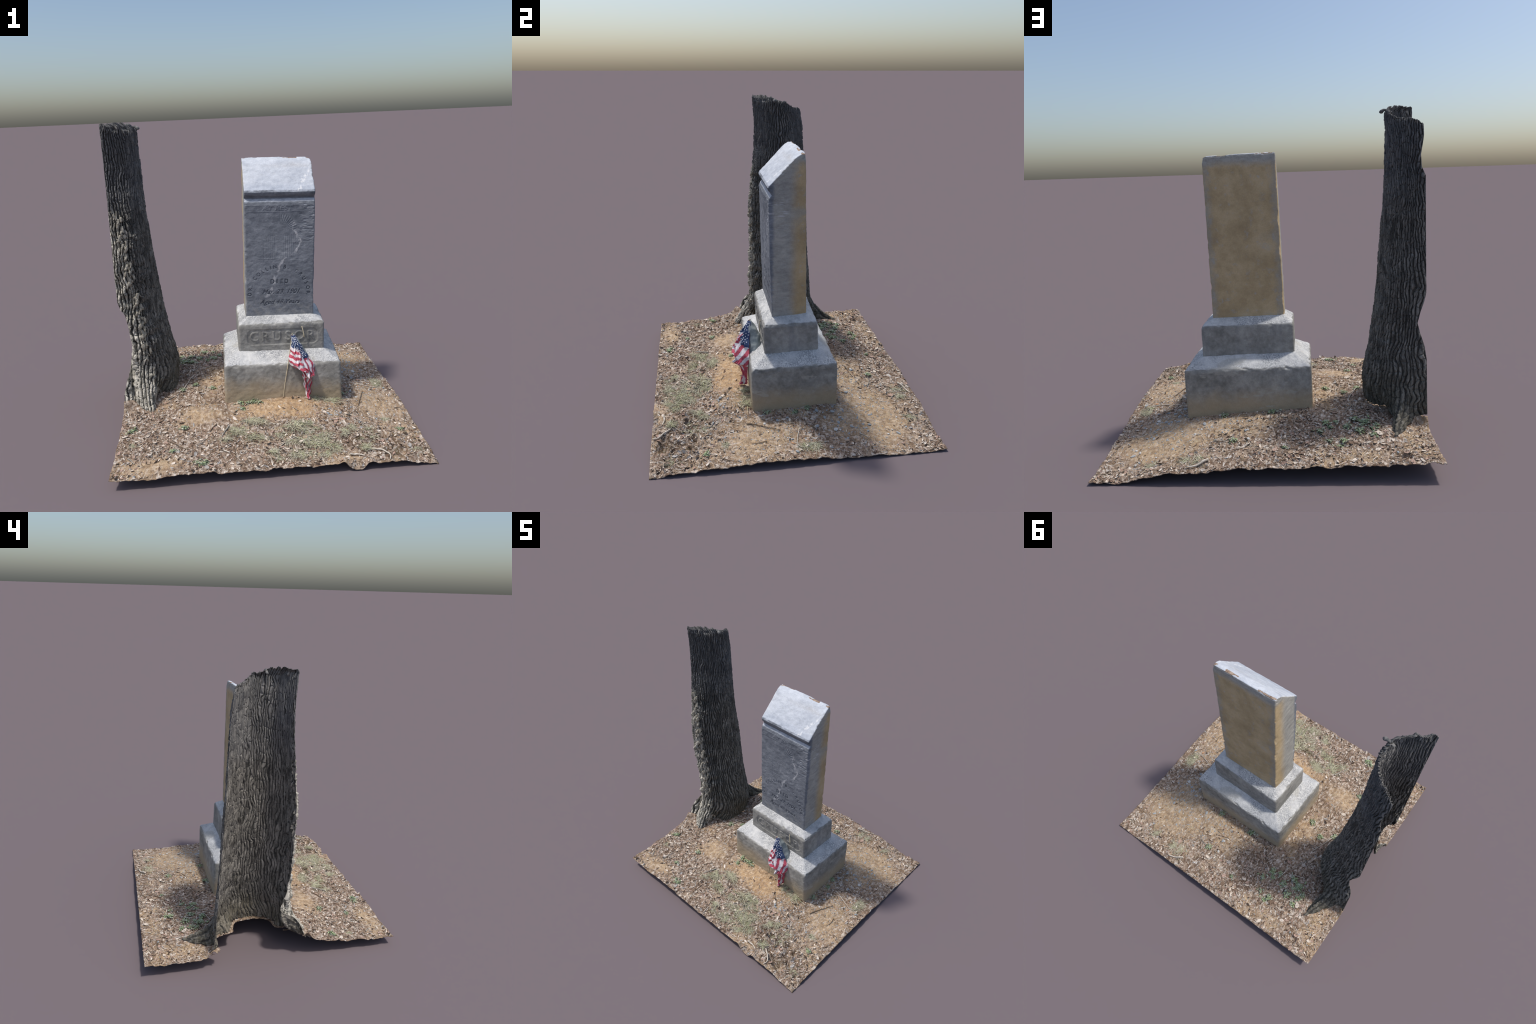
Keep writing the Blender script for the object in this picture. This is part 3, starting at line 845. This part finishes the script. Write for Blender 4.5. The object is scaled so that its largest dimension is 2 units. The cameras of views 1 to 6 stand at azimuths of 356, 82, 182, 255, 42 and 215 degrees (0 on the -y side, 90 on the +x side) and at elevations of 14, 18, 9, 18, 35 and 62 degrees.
# loose bark flakes along the ragged edge of the pale flank
def flake_mesh(k):
    r = np.random.default_rng(500 + k)
    nu, nv = 5, 7
    u = np.linspace(-1, 1, nu)[None, :]; v = np.linspace(-1, 1, nv)[:, None]
    w = np.sqrt(np.clip(1 - .55 * v ** 2, 0.1, 1)) * (1 + .2 * r.normal(size=(nv, 1)))
    X = .007 * u * w + 0 * v; Z = .013 * v + 0 * u
    Y = .004 * (1 - u ** 2) + .003 * (1 - v ** 2) + .0014 * r.normal(size=(nv, nu))
    return shell("bark_flake", np.stack([X, -Y, Z], -1), .004, [M_BARKPALE])
M_BARKPALE = flat_mat("bark_flake_pale", (.20, .182, .145), (.46, .425, .35), 60)
flakes = [flake_mesh(k) for k in range(5)]
nsr, ntr = TRUNK.shape[:2]
for k in range(64):
    zz = .45 + .98 * (k + .5 * random.random()) / 64
    lim = -.70 - .125 * zz
    row = int(np.clip((zz - .15) / 1.85 * nsr, 0, nsr - 1))
    cols = np.where(TRUNK[row, : ntr // 2, 0] > lim + random.uniform(-.035, .012))[0]
    if not len(cols):
        continue
    c = max(3, cols[0])
    p = TRUNK[row, c]
    tn = TRUNK[row, c + 3] - TRUNK[row, c - 3]
    nn = Vector((tn[1], -tn[0], 0)).normalized()
    if nn.dot(Vector((p[0] + .94, p[1] - .14, 0))) < 0:
        nn = -nn
    o = add_obj("bark_flake", flakes[k % 5], tree)
    ang = math.atan2(nn.y, nn.x) + math.pi / 2
    sc = random.uniform(.8, 1.9)
    o.matrix_parent_inverse = Matrix.Translation(-Vector(tree.location))
    o.matrix_basis = Matrix.Translation(Vector(p) + nn * .003) @ Matrix.Rotation(ang, 4, 'Z') @ Matrix.Rotation(random.uniform(-.5, .5), 4, 'Y') @ Matrix.Diagonal((sc, sc, sc, 1))

# snapped branch stub on the crown
V, F = tube(smooth_curve([(-.790, .085, 1.950), (-.765, .083, 1.961), (-.745, .081, 1.966), (-.729, .079, 1.958), (-.722, .078, 1.950)], 14),
            .011 * np.array([.6, .75, .8, .75, .7, .7, .75, .85, .95, 1.05, 1.1, 1.0, .75, .35]), 10)
V = V + .003 * np.stack([fbm(V * 60, s, 2) for s in (601, 602, 603)], -1)
add_obj("branch_stub", make_mesh("branch_stub", V, F, [M_BARK]), tree)

# ================================================================== FLAG
flag = thing("flag", (.117, -.243, .14), "small faded stars-and-stripes grave flag drooping from a thin stick", "flag")

def build_flag():
    zk = [.150, .165, .18, .25, .31, .335, .355, .37, .385, .40, .42, .46, .515, .555, .590]
    xl = [.276, .274, .270, .256, .251, .247, .240, .226, .190, .164, .160, .168, .180, .184, .186]
    xr = [.290, .297, .303, .311, .322, .337, .338, .336, .331, .322, .306, .281, .250, .232, .212]
    yf = [-.298, -.301, -.285, -.272, -.300, -.340, -.322, -.328, -.340, -.334, -.330, -.311, -.285, -.262, -.240]
    yb = [-.262, -.256, -.252, -.254, -.250, -.246, -.243, -.241, -.240, -.239, -.236, -.234, -.233, -.230, -.222]
    yl = [-.290, -.280, -.270, -.262, -.268, -.275, -.272, -.268, -.262, -.256, -.252, -.244, -.236, -.230, -.224]
    nz, nu = 190, 84
    z = np.linspace(.164, .590, nz)[:, None]
    u = np.linspace(0, 1, nu)[None, :]
    g = lambda a: np.interp(z, zk, a)
    XL, XR_, YF, YB, YL = g(xl), g(xr), g(yf), g(yb), g(yl)
    cx, cy = XL + (XR_ - XL) * .42, 2 * YF - (YL + YB) / 2
    X = XL * (1 - u) ** 2 + 2 * cx * u * (1 - u) + XR_ * u * u
    Y = YL * (1 - u) ** 2 + 2 * cy * u * (1 - u) + YB * u * u
    full = sstep(.59, .50, z)
    fold = .008 * np.sin(u * 19 + z * 26) + .005 * np.sin(u * 37 - z * 41 + 1)
    Y = Y + fold * full * sstep(0, .12, u) * sstep(1, .9, u)
    X = X + .004 * np.sin(z * 95 + u * 9) * full
    Z = z + .010 * u * (1 - u) * 0 + 0 * u
    # the hem of the left flap swags up into an arch
    Y = Y - .007 * sstep(.53, .44, z)
    V = np.stack([X, Y, Z], -1)
    fc = (V[:-1, :-1] + V[1:, :-1] + V[:-1, 1:] + V[1:, 1:]) / 4
    x, y, zz = fc[..., 0], fc[..., 1], fc[..., 2]
    uu = np.broadcast_to((u[:, :-1] + u[:, 1:]) / 2, x.shape)
    canton = (zz > .515) | ((zz > .452 - .03 * (uu - .5)) & (x > .222 + (.514 - zz) * .47))
    left_line = .222 + (.514 - zz) * .30
    left = (x < left_line) & (zz > .375)
    tail = zz < .315
    b_left = np.floor((.515 - zz) / .0165).astype(int) % 2          # white first
    b_diag = np.floor((zz - 1.05 * (y + .007) + .012) / .029).astype(int) % 2
    b_tail = np.floor(uu * 6).astype(int) % 2
    red = np.where(left, b_left, np.where(tail, b_tail, b_diag))
    fm = np.where(canton, 2, np.where(red == 1, 0, 1)).astype(np.int32)
    me = shell("flag_cloth", V, .0016, [M_RED, M_WHITE, M_BLUE], fm.ravel())
    cloth = add_obj("flag_cloth", me, flag)
    # stars: stitched on in staggered rows
    sv, sf = [], []
    Nrm = np.cross(V[1:, :-1] - V[:-1, :-1], V[:-1, 1:] - V[:-1, :-1])
    Nrm /= np.linalg.norm(Nrm, axis=-1)[..., None] + 1e-9
    for r in range(13):
        zs = .578 - r * .0098
        for c in range(10):
            us = .06 + (c + .5 * (r % 2)) / 9.5
            i, j = int((zs - .164) / (.426) * (nz - 1)), int(us * (nu - 1))
            if not (0 <= i < nz - 1 and 0 <= j < nu - 1) or fm[i, j] != 2:
                continue
            width = (XR_[i, 0] - XL[i, 0])
            if width < .07 and c % 2:
                continue
            p, nn = V[i, j], Nrm[i, j]
            if nn[1] > 0:
                nn = -nn
            a = np.cross(nn, [0, 0, 1.0]); a /= np.linalg.norm(a) + 1e-9
            b = np.cross(a, nn)
            off = len(sv)
            for lift in (.0002, .0016):
                for k in range(10):
                    rr = .0050 if k % 2 == 0 else .0024
                    th = math.pi / 2 + k * math.pi / 5
                    sv.append(p + nn * lift + rr * (math.cos(th) * a + math.sin(th) * b))
            sf.append(tuple(off + 10 + k for k in range(10)))
            for k in range(10):
                k2 = (k + 1) % 10
                sf.append((off + k, off + k2, off + 10 + k2, off + 10 + k))
    add_obj("star", make_mesh("star", sv, sf, [M_STAR], smooth=False), cloth, "stuff")
build_flag()

V, F = tube(smooth_curve([(.115, -.243, .120), (.131, -.246, .24), (.148, -.252, .345), (.163, -.250, .43), (.180, -.238, .52), (.192, -.226, .588), (.195, -.224, .600)], 26),
            np.concatenate([np.full(24, .0032), [.0036, .0014]]), 9)
add_obj("flag_stick", make_mesh("flag_stick", V, F, [M_STICK]), flag)

def build_lining():
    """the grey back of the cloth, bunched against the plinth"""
    zk = [.360, .38, .41, .44, .50, .545, .575, .592]
    y1 = [-.232, -.214, -.180, -.160, -.160, -.186, -.205, -.218]
    nz, m = 40, 28
    z = np.linspace(.362, .590, nz)
    ye = np.interp(z, zk, y1); yb = np.full(nz, -.240) + .012 * (z > .55) * (z - .55) / .04
    xc = np.interp(z, [.36, .45, .52, .59], [.300, .262, .228, .200])
    hw = np.interp(z, [.36, .40, .48, .55, .59], [.012, .024, .026, .019, .008])
    th = np.linspace(0, 2 * np.pi, m, endpoint=False)
    V = np.stack([xc[:, None] + hw[:, None] * np.cos(th) * (1 + .12 * np.sin(3 * th)), ((ye + yb) / 2)[:, None] + ((ye - yb) / 2)[:, None] * np.sin(th), z[:, None] + 0 * th], -1).reshape(-1, 3)
    V = V + .004 * np.stack([fbm(V * 34, s, 3) for s in (611, 612, 613)], -1)
    F = [tuple(f) for f in grid_faces(nz, m, True)] + [tuple(range(m))[::-1], tuple(range((nz - 1) * m, nz * m))]
    return add_obj("flag_lining", make_mesh("flag_lining", V, F, [M_LINING]), flag)
build_lining()

# ================================================================== GROUND
ground = thing("ground_patch", (0, 0, 0), "square patch of brown soil with leaf litter, pebbles, twigs and thin grass", "ground")

def build_soil():
    nx, ny = 330, 310
    x = np.linspace(-HX, HX, nx); y = np.linspace(-HY, HY, ny)
    Xg, Yg = np.meshgrid(x, y, indexing='xy')
    Z = ground_z(Xg, Yg)
    near = trunk_inside(Xg, Yg)
    Z = Z + .007 * np.exp(-((near - 1.02) / .12) ** 2) * (near < 1.6)
    Z = Z + .035 * np.exp(-((near - 1.0) / .09) ** 2) * sstep(-.80, -.90, Xg)
    V = np.stack([Xg, Yg, Z], -1).reshape(-1, 3)
    F = grid_faces(ny, nx)
    keep = ~(near.reshape(-1)[F].max(1) < .93)
    hide = ((np.abs(Xg - .12) < .33) & (np.abs(Yg - .03) < .21)).reshape(-1)
    keep &= ~hide[F].all(1)
    F = F[keep]
    me = make_mesh("soil", V, F, [M_SOIL])
    o = add_obj("soil", me, ground)
    md = o.modifiers.new("crust", 'SOLIDIFY')
    md.thickness = .003; md.offset = -1 if me.polygons[0].normal.z > 0 else 1
    return o
soil = build_soil()

def free(x, y, margin=0.0):
    """true where nothing stands on the soil"""
    ok = (np.abs(x) < HX - .006) & (np.abs(y) < HY - .006)
    ok &= ~((x > -.285 - margin) & (x < .525 + margin) & (y > -.255 - margin) & (y < .315 + margin))
    ok &= trunk_inside(np.atleast_1d(x), np.atleast_1d(y)) > 1.02 + margin
    return ok

def scatter(n, dens, margin=0.0, seed=1):
    r = np.random.default_rng(seed)
    out = []
    while len(out) < n:
        x = r.uniform(-HX, HX, 4 * n); y = r.uniform(-HY, HY, 4 * n)
        k = (r.uniform(0, 1.1, 4 * n) < dens(x, y)) & free(x, y, margin)
        out += list(zip(x[k], y[k]))
    out = np.array(out[:n])
    return out, ground_z(out[:, 0], out[:, 1])

def slope_frames(xy, r, tilt):
    """random tangent frames: long axis A, cross axis B, normal C"""
    n = len(xy)
    e = .008
    zx = (ground_z(xy[:, 0] + e, xy[:, 1]) - ground_z(xy[:, 0] - e, xy[:, 1])) / (2 * e)
    zy = (ground_z(xy[:, 0], xy[:, 1] + e) - ground_z(xy[:, 0], xy[:, 1] - e)) / (2 * e)
    C = np.stack([-zx * .7, -zy * .7, np.ones(n)], 1) + r.normal(0, tilt, (n, 3))
    C /= np.linalg.norm(C, axis=1)[:, None]
    th = r.uniform(0, 2 * np.pi, n)
    A = np.stack([np.cos(th), np.sin(th), 0 * th], 1)
    A -= (A * C).sum(1)[:, None] * C
    A /= np.linalg.norm(A, axis=1)[:, None]
    return A, np.cross(C, A), C

def litter(name, n, seed, len_lo, len_hi, aspect, mats, weights, tilt=.32):
    """crumpled bits of leaf: curled, pointed slivers with a raised rim"""
    r = np.random.default_rng(seed)
    xy, z = scatter(n, litter_density, 0.0, seed)
    A, B, C = slope_frames(xy, r, tilt)
    L = np.exp(r.uniform(np.log(len_lo), np.log(len_hi), n)); W = L * r.uniform(aspect[0], aspect[1], n)
    us = np.array([-1, -.45, .25, 1.0]); ws = np.array([.25, .9, .8, .08])
    curl = r.uniform(-.25, .75, n) ; cup = r.uniform(-.2, .5, n)
    V = np.zeros((n, 4, 3, 3))
    base = np.stack([xy[:, 0], xy[:, 1], z + r.uniform(.0008, .0045, n)], 1)
    for i in range(4):
        for j in range(3):
            s = (j - 1) * ws[i] * (1 + r.normal(0, .18, n))
            V[:, i, j] = base + A * (L / 2 * us[i])[:, None] + B * (W / 2 * s)[:, None] + C * (curl * L * .22 * us[i] ** 2 + cup * W * .5 * abs(j - 1))[:, None]
    idx = np.arange(n)[:, None, None] * 12
    f = grid_faces(4, 3)[None] + idx
    V = V.reshape(-1, 3)
    V[:, 0] = np.clip(V[:, 0], -HX, HX); V[:, 1] = np.clip(V[:, 1], -HY, HY)
    mi = np.repeat(r.choice(len(mats), n, p=weights), 6)
    me = make_mesh(name, V, f.reshape(-1, 4), mats, mi, smooth=False)
    return add_obj(name, me, ground, "stuff")

litter("leaf_litter", 9500, 701, .005, .017, (.22, .6), M_LEAVES, [.24, .18, .18, .18, .12, .10])
litter("broken_leaves", 2400, 703, .016, .038, (.25, .55), M_LEAVES, [.34, .18, .14, .12, .16, .06], .45)
litter("pale_chaff", 5000, 704, .003, .009, (.25, .7), M_LEAVES, [.52, .10, .06, .13, .10, .09])
litter("straw_litter", 5200, 702, .012, .040, (.05, .12), M_LEAVES, [.30, .26, .18, .08, .08, .10], .12)

def rock_mesh(k, mat):
    r = np.random.default_rng(800 + k)
    import bmesh
    bm = bmesh.new()
    bmesh.ops.create_icosphere(bm, subdivisions=2, radius=1)
    V = np.array([v.co[:] for v in bm.verts]); F = [tuple(v.index for v in f.verts) for f in bm.faces]
    bm.free()
    for _ in range(7):                     # facets struck off
        d = r.normal(size=3); d /= np.linalg.norm(d)
        k0 = r.uniform(.55, .85)
        over = V @ d - k0
        V = V - np.clip(over, 0, None)[:, None] * d
    V *= np.array([1, r.uniform(.6, .85), r.uniform(.35, .6)])
    return V, F, make_mesh("pebble", V, F, [mat], smooth=False)

def pebble_density(x, y):
    return np.clip(bump2(x, y, .66, .10, .20, .42) + .8 * bump2(x, y, .50, .45, .3, .2) + .5 * bump2(x, y, .45, -.42, .2, .12) + .5 * bump2(x, y, .1, .45, .3, .12) + .05, 0, 1.1)

rocks = [rock_mesh(k, M_PEBBLE[(0, 1, 0, 2, 1, 0, 3, 0)[k]]) for k in range(8)]

def pebble_stuff(n, seed):
    r = np.random.default_rng(seed)
    xy, z = scatter(n, pebble_density, .0, seed)
    Vs, Fs, mi, off = [], [], [], 0
    for i in range(n):
        k = r.integers(0, 6) if r.random() < .93 else 6
        V, F, _ = rocks[k]
        s = math.exp(r.uniform(math.log(.0022), math.log(.0065)))
        a = r.uniform(0, 6.28); ca, sa = math.cos(a), math.sin(a)
        Q = V * s
        Q = np.stack([Q[:, 0] * ca - Q[:, 1] * sa + xy[i, 0], Q[:, 0] * sa + Q[:, 1] * ca + xy[i, 1], Q[:, 2] + z[i] + s * .1], 1)
        Vs.append(Q); Fs.append(np.array(F) + off); off += len(V)
        mi += [(0, 1, 0, 2, 1, 0, 3, 0)[k]] * len(F)
    V = np.vstack(Vs)
    V[:, 0] = np.clip(V[:, 0], -HX, HX); V[:, 1] = np.clip(V[:, 1], -HY, HY)
    return add_obj("gravel", make_mesh("gravel", V, np.vstack(Fs), M_PEBBLE, mi, smooth=False), ground, "stuff")
pebble_stuff(1500, 711)

def put(name, me, x, y, dz, scale, rz, tilt=0.0, parent=None):
    o = add_obj(name, me, parent or ground)
    z = float(ground_z(np.array([x]), np.array([y]))[0]) + dz
    sc = scale if hasattr(scale, '__len__') else (scale,) * 3
    o.matrix_basis = Matrix.Translation((x, y, z)) @ Matrix.Rotation(tilt, 4, 'X') @ Matrix.Rotation(rz, 4, 'Z') @ Matrix.Diagonal((*sc, 1))
    return o

# named stones, some where the picture shows them
spots = [(.109, .601), (.135, .512), (.773, .64), (.693, .474), (.624, .299), (.877, -.024), (.38, -.448), (.40, -.46), (.44, -.45), (.611, -.103), (.791, .307), (.74, .451), (.574, .33), (.194, .40), (.396, .40), (.12, .41),
         (.70, .36), (.66, .28), (.72, .25), (.58, .26), (.62, .20), (.56, .16), (.68, .14)]
r = np.random.default_rng(721)
for x, y in spots:
    put("pebble", rocks[r.integers(0, 6)][2], x, y, .002, r.uniform(.010, .018), r.uniform(0, 6.3), r.normal(0, .2))
put("pebble", rocks[6][2], .806, -.038, .003, .014, .4)
xy, _ = scatter(70, pebble_density, .01, 722)
for x, y in xy:
    put("pebble", rocks[r.integers(0, 6)][2], x, y, .001, r.uniform(.006, .012), r.uniform(0, 6.3), r.normal(0, .2))

# named leaves: broad curled blades
def leaf_mesh(k):
    rr = np.random.default_rng(900 + k)
    nu, nv = 7, 11
    v = np.linspace(0, 1, nv)[:, None]; u = np.linspace(-1, 1, nu)[None, :]
    w = .38 * np.sin(np.pi * np.clip(v * .94 + .03, 0, 1)) ** .8 * (1 + .12 * np.sin(v * 23 + k))
    X = v - .5 + 0 * u; Y = w * u
    Z = rr.uniform(.05, .22) * (v - .5) ** 2 * 2 + rr.uniform(.05, .25) * w * np.abs(u) ** 1.5 + .03 * np.sin(u * 5 + v * 9 + k) * w / .38
    return shell("leaf", np.stack([X, Y, Z], -1), .012, [M_LEAVES[(0, 1, 2, 4, 5, 1, 0, 4)[k]]])
leaves = [leaf_mesh(k) for k in range(8)]
xy, _ = scatter(150, lambda x, y: litter_density(x, y) ** 2 * (.6 + .6 * (y > .55) + .5 * (x < -.45)), .02, 731)
r = np.random.default_rng(732)
for x, y in xy:
    s = r.uniform(.018, .042)
    put("leaf", leaves[r.integers(0, 8)], x, y, .003, (s, s * r.uniform(.45, 1.0), s), r.uniform(0, 6.3), r.normal(0, .25))

# twigs
def twig_obj(pts, rad, mat, n=22):
    P = np.array(pts, float)
    P = smooth_curve(np.hstack([P, np.zeros((len(P), 1))]), n)
    P[:, 2] = ground_z(P[:, 0], P[:, 1]) + rad * 1.3 + .002
    P[1:-1, 2] = (P[:-2, 2] + 2 * P[1:-1, 2] + P[2:, 2]) / 4
    V, F = tube(P, np.linspace(rad, rad * .55, n), 7)
    add_obj("twig", make_mesh("twig", V, F, [mat]), ground)
twig_obj([(-.594, -.050), (-.56, -.005), (-.538, .062), (-.517, .12), (-.490, .190)], .0045, M_TWIG[2])
twig_obj([(-.515, .253), (-.477, .313), (-.449, .396)], .0028, M_TWIG[0])
twig_obj([(-.668, -.121), (-.64, -.105), (-.603, -.091), (-.580, -.06)], .0030, M_TWIG[0])
twig_obj([(.580, -.770), (.63, -.808), (.664, -.845), (.655, -.878)], .0055, M_TWIG[2])
twig_obj([(.436, -.816), (.48, -.812), (.522, -.824)], .0065, M_TWIG[2])
twig_obj([(-.83, -.08), (-.78, -.19), (-.709, -.304)], .0042, M_TWIG[1])
twig_obj([(-.641, -.554), (-.57, -.62), (-.503, -.671)], .0032, M_TWIG[1])
twig_obj([(-.334, -.472), (-.36, -.50), (-.387, -.529)], .0040, M_TWIG[1])
twig_obj([(-.259, -.5), (-.285, -.55), (-.31, -.603)], .0050, M_TWIG[0])
twig_obj([(-.299, -.708), (-.263, -.735)], .0045, M_TWIG[2])
twig_obj([(-.862, -.704), (-.84, -.73), (-.818, -.759)], .0042, M_TWIG[0])
twig_obj([(.62, -.30), (.66, -.20), (.70, -.10)], .0035, M_TWIG[1])
twig_obj([(.70, .02), (.76, .0), (.82, -.01), (.86, .03)], .0028, M_TWIG[2])
twig_obj([(.31, .80), (.36, .83), (.42, .85)], .0075, M_TWIG[2])
xy, _ = scatter(60, lambda x, y: .3 + .7 * litter_density(x, y), .05, 741)
r = np.random.default_rng(742)
for x, y in xy:
    a, L = r.uniform(0, 6.28), r.uniform(.02, .065)
    c, s = math.cos(a), math.sin(a)
    b = r.normal(0, .012)
    p = [(x - c * L, y - s * L), (x - s * b, y + c * b), (x + c * L, y + s * L)]
    p = [(min(max(q[0], -.93), .93), min(max(q[1], -.87), .87)) for q in p]
    twig_obj(p, r.uniform(.0012, .0030), M_TWIG[r.integers(0, 3)], 12)

# grass: tufts of arching blades
def tuft_mesh(k, n=70, spread=1.0, green=.35, h=(.02, .055)):
    rr = np.random.default_rng(1000 + k)
    Vs, Fs, mi, off = [], [], [], 0
    for i in range(n):
        a = rr.uniform(0, 6.28); L = rr.uniform(*h); lean = rr.uniform(.8, 1.7) * spread
        p0 = np.array([rr.normal(0, .018), rr.normal(0, .018), -.004])
        d = np.array([math.cos(a), math.sin(a), 0]); sd = np.array([-d[1], d[0], 0])
        w = rr.uniform(.0013, .0027)
        seg = 5
        for q in range(seg):
            f = q / (seg - 1)
            c = p0 + d * L * lean * f ** 1.4 + np.array([0, 0, L * (f * .75 - .55 * f * f * lean * .8)])
            c[2] = max(c[2], -.004 + .006 * f)
            ww = w * (1 - .85 * f)
            Vs += [c - sd * ww, c + sd * ww, c + np.array([0, 0, ww * .8])]
        for q in range(seg - 1):
            b = off + q * 3
            Fs += [(b, b + 3, b + 5, b + 2), (b + 2, b + 5, b + 4, b + 1), (b + 1, b + 4, b + 3, b)]
        off += seg * 3
        g = 1 if rr.random() < green else (0 if rr.random() < .6 else 2)
        mi += [g] * ((seg - 1) * 3)
    return make_mesh("grass_tuft", Vs, Fs, M_GRASS, mi)
tufts = [tuft_mesh(k, 120, (1.0, 1.2, .9, 1.3, 1.1, 1.0)[k], (.22, .12, .35, .1, .25, .15)[k]) for k in range(6)]
TUFTS = [(-.079, -.477), (.17, -.515), (.238, -.525), (.325, -.614), (.327, -.705), (.583, -.625), (-.002, -.735), (.199, -.765), (.547, -.765), (.123, -.76),
         (.152, -.78), (.84, -.765), (.752, -.431), (-.212, -.523), (-.20, -.545), (-.067, -.479), (-.85, -.56), (.051, -.602), (.222, -.60), (.366, -.74),
         (.845, .066), (.835, .10), (.83, .03), (.604, -.546), (.429, .765), (.36, .77), (.33, -.28), (.39, -.275), (.44, -.28), (.28, -.56), (.20, -.56), (.14, -.55), (.26, -.65),
         (.30, -.67), (.10, -.66), (-.05, -.62), (.45, -.60), (.02, -.78), (-.12, -.60), (.50, -.55), (.30, -.78), (.62, .77), (-.129, -.46), (.18, -.66), (.24, -.70), (-.28, -.60)]
r = np.random.default_rng(751)
for k, (x, y) in enumerate(TUFTS):
    s = min(r.uniform(.75, 1.25), min(HX - abs(x), HY - abs(y)) / .13)
    put("grass_tuft", tufts[k % 6], x, y, .001, (s, s, s * r.uniform(.6, .9)), r.uniform(0, 6.3))

# weeds: low rosettes of small rounded leaves
def weed_mesh(k):
    rr = np.random.default_rng(1100 + k)
    Vs, Fs, off, mi = [], [], 0, []
    for i in range(34):
        a = rr.uniform(0, 6.28); R = abs(rr.normal(0, .016)); hgt = rr.uniform(.002, .012)
        c = np.array([R * math.cos(a), R * math.sin(a), hgt])
        b = rr.uniform(0, 6.28); L, W = rr.uniform(.005, .010), rr.uniform(.0032, .006)
        A = np.array([math.cos(b), math.sin(b), rr.uniform(-.3, .5)]); B = np.array([-math.sin(b), math.cos(b), rr.uniform(-.3, .3)])
        ring = [c + A * L * math.cos(t) + B * W * math.sin(t) + np.array([0, 0, .0012 * math.cos(2 * t)]) for t in np.linspace(0, 2 * math.pi, 8, endpoint=False)]
        Vs += [c + np.array([0, 0, .0006])] + ring + [c - np.array([0, 0, .0009])]
        for q in range(8):
            Fs += [(off, off + 1 + q, off + 1 + (q + 1) % 8), (off + 9, off + 1 + (q + 1) % 8, off + 1 + q)]
        mi += [int(rr.random() < .35)] * 16
        off += 10
    return make_mesh("weed", Vs, Fs, M_WEED, mi)
weeds = [weed_mesh(k) for k in range(5)]
WEEDS = [(-.173, -.262), (-.084, -.262), (-.05, -.270), (-.12, -.265), (-.542, -.457), (-.6, -.657), (-.41, -.804), (-.45, -.79), (-.571, -.027), (-.358, -.025),
         (-.165, -.33), (-.865, -.441), (-.579, .457), (-.608, .536), (-.63, .50), (-.508, .441), (-.565, .474), (-.55, .50), (-.476, .047), (-.46, .52), (-.40, .47), (-.36, .52), (-.30, .56), (-.34, .48), (-.53, .56), (-.60, .60),
         (-.40, .70), (-.35, .66), (-.43, .66), (.28, .335), (-.02, .33), (.56, .02), (.54, -.16), (.54, .10), (.196, .617), (-.10, .70), (.82, -.56)]
r = np.random.default_rng(761)
for k, (x, y) in enumerate(WEEDS):
    put("weed", weeds[k % 5], x, y, .001, r.uniform(.8, 1.35), r.uniform(0, 6.3))
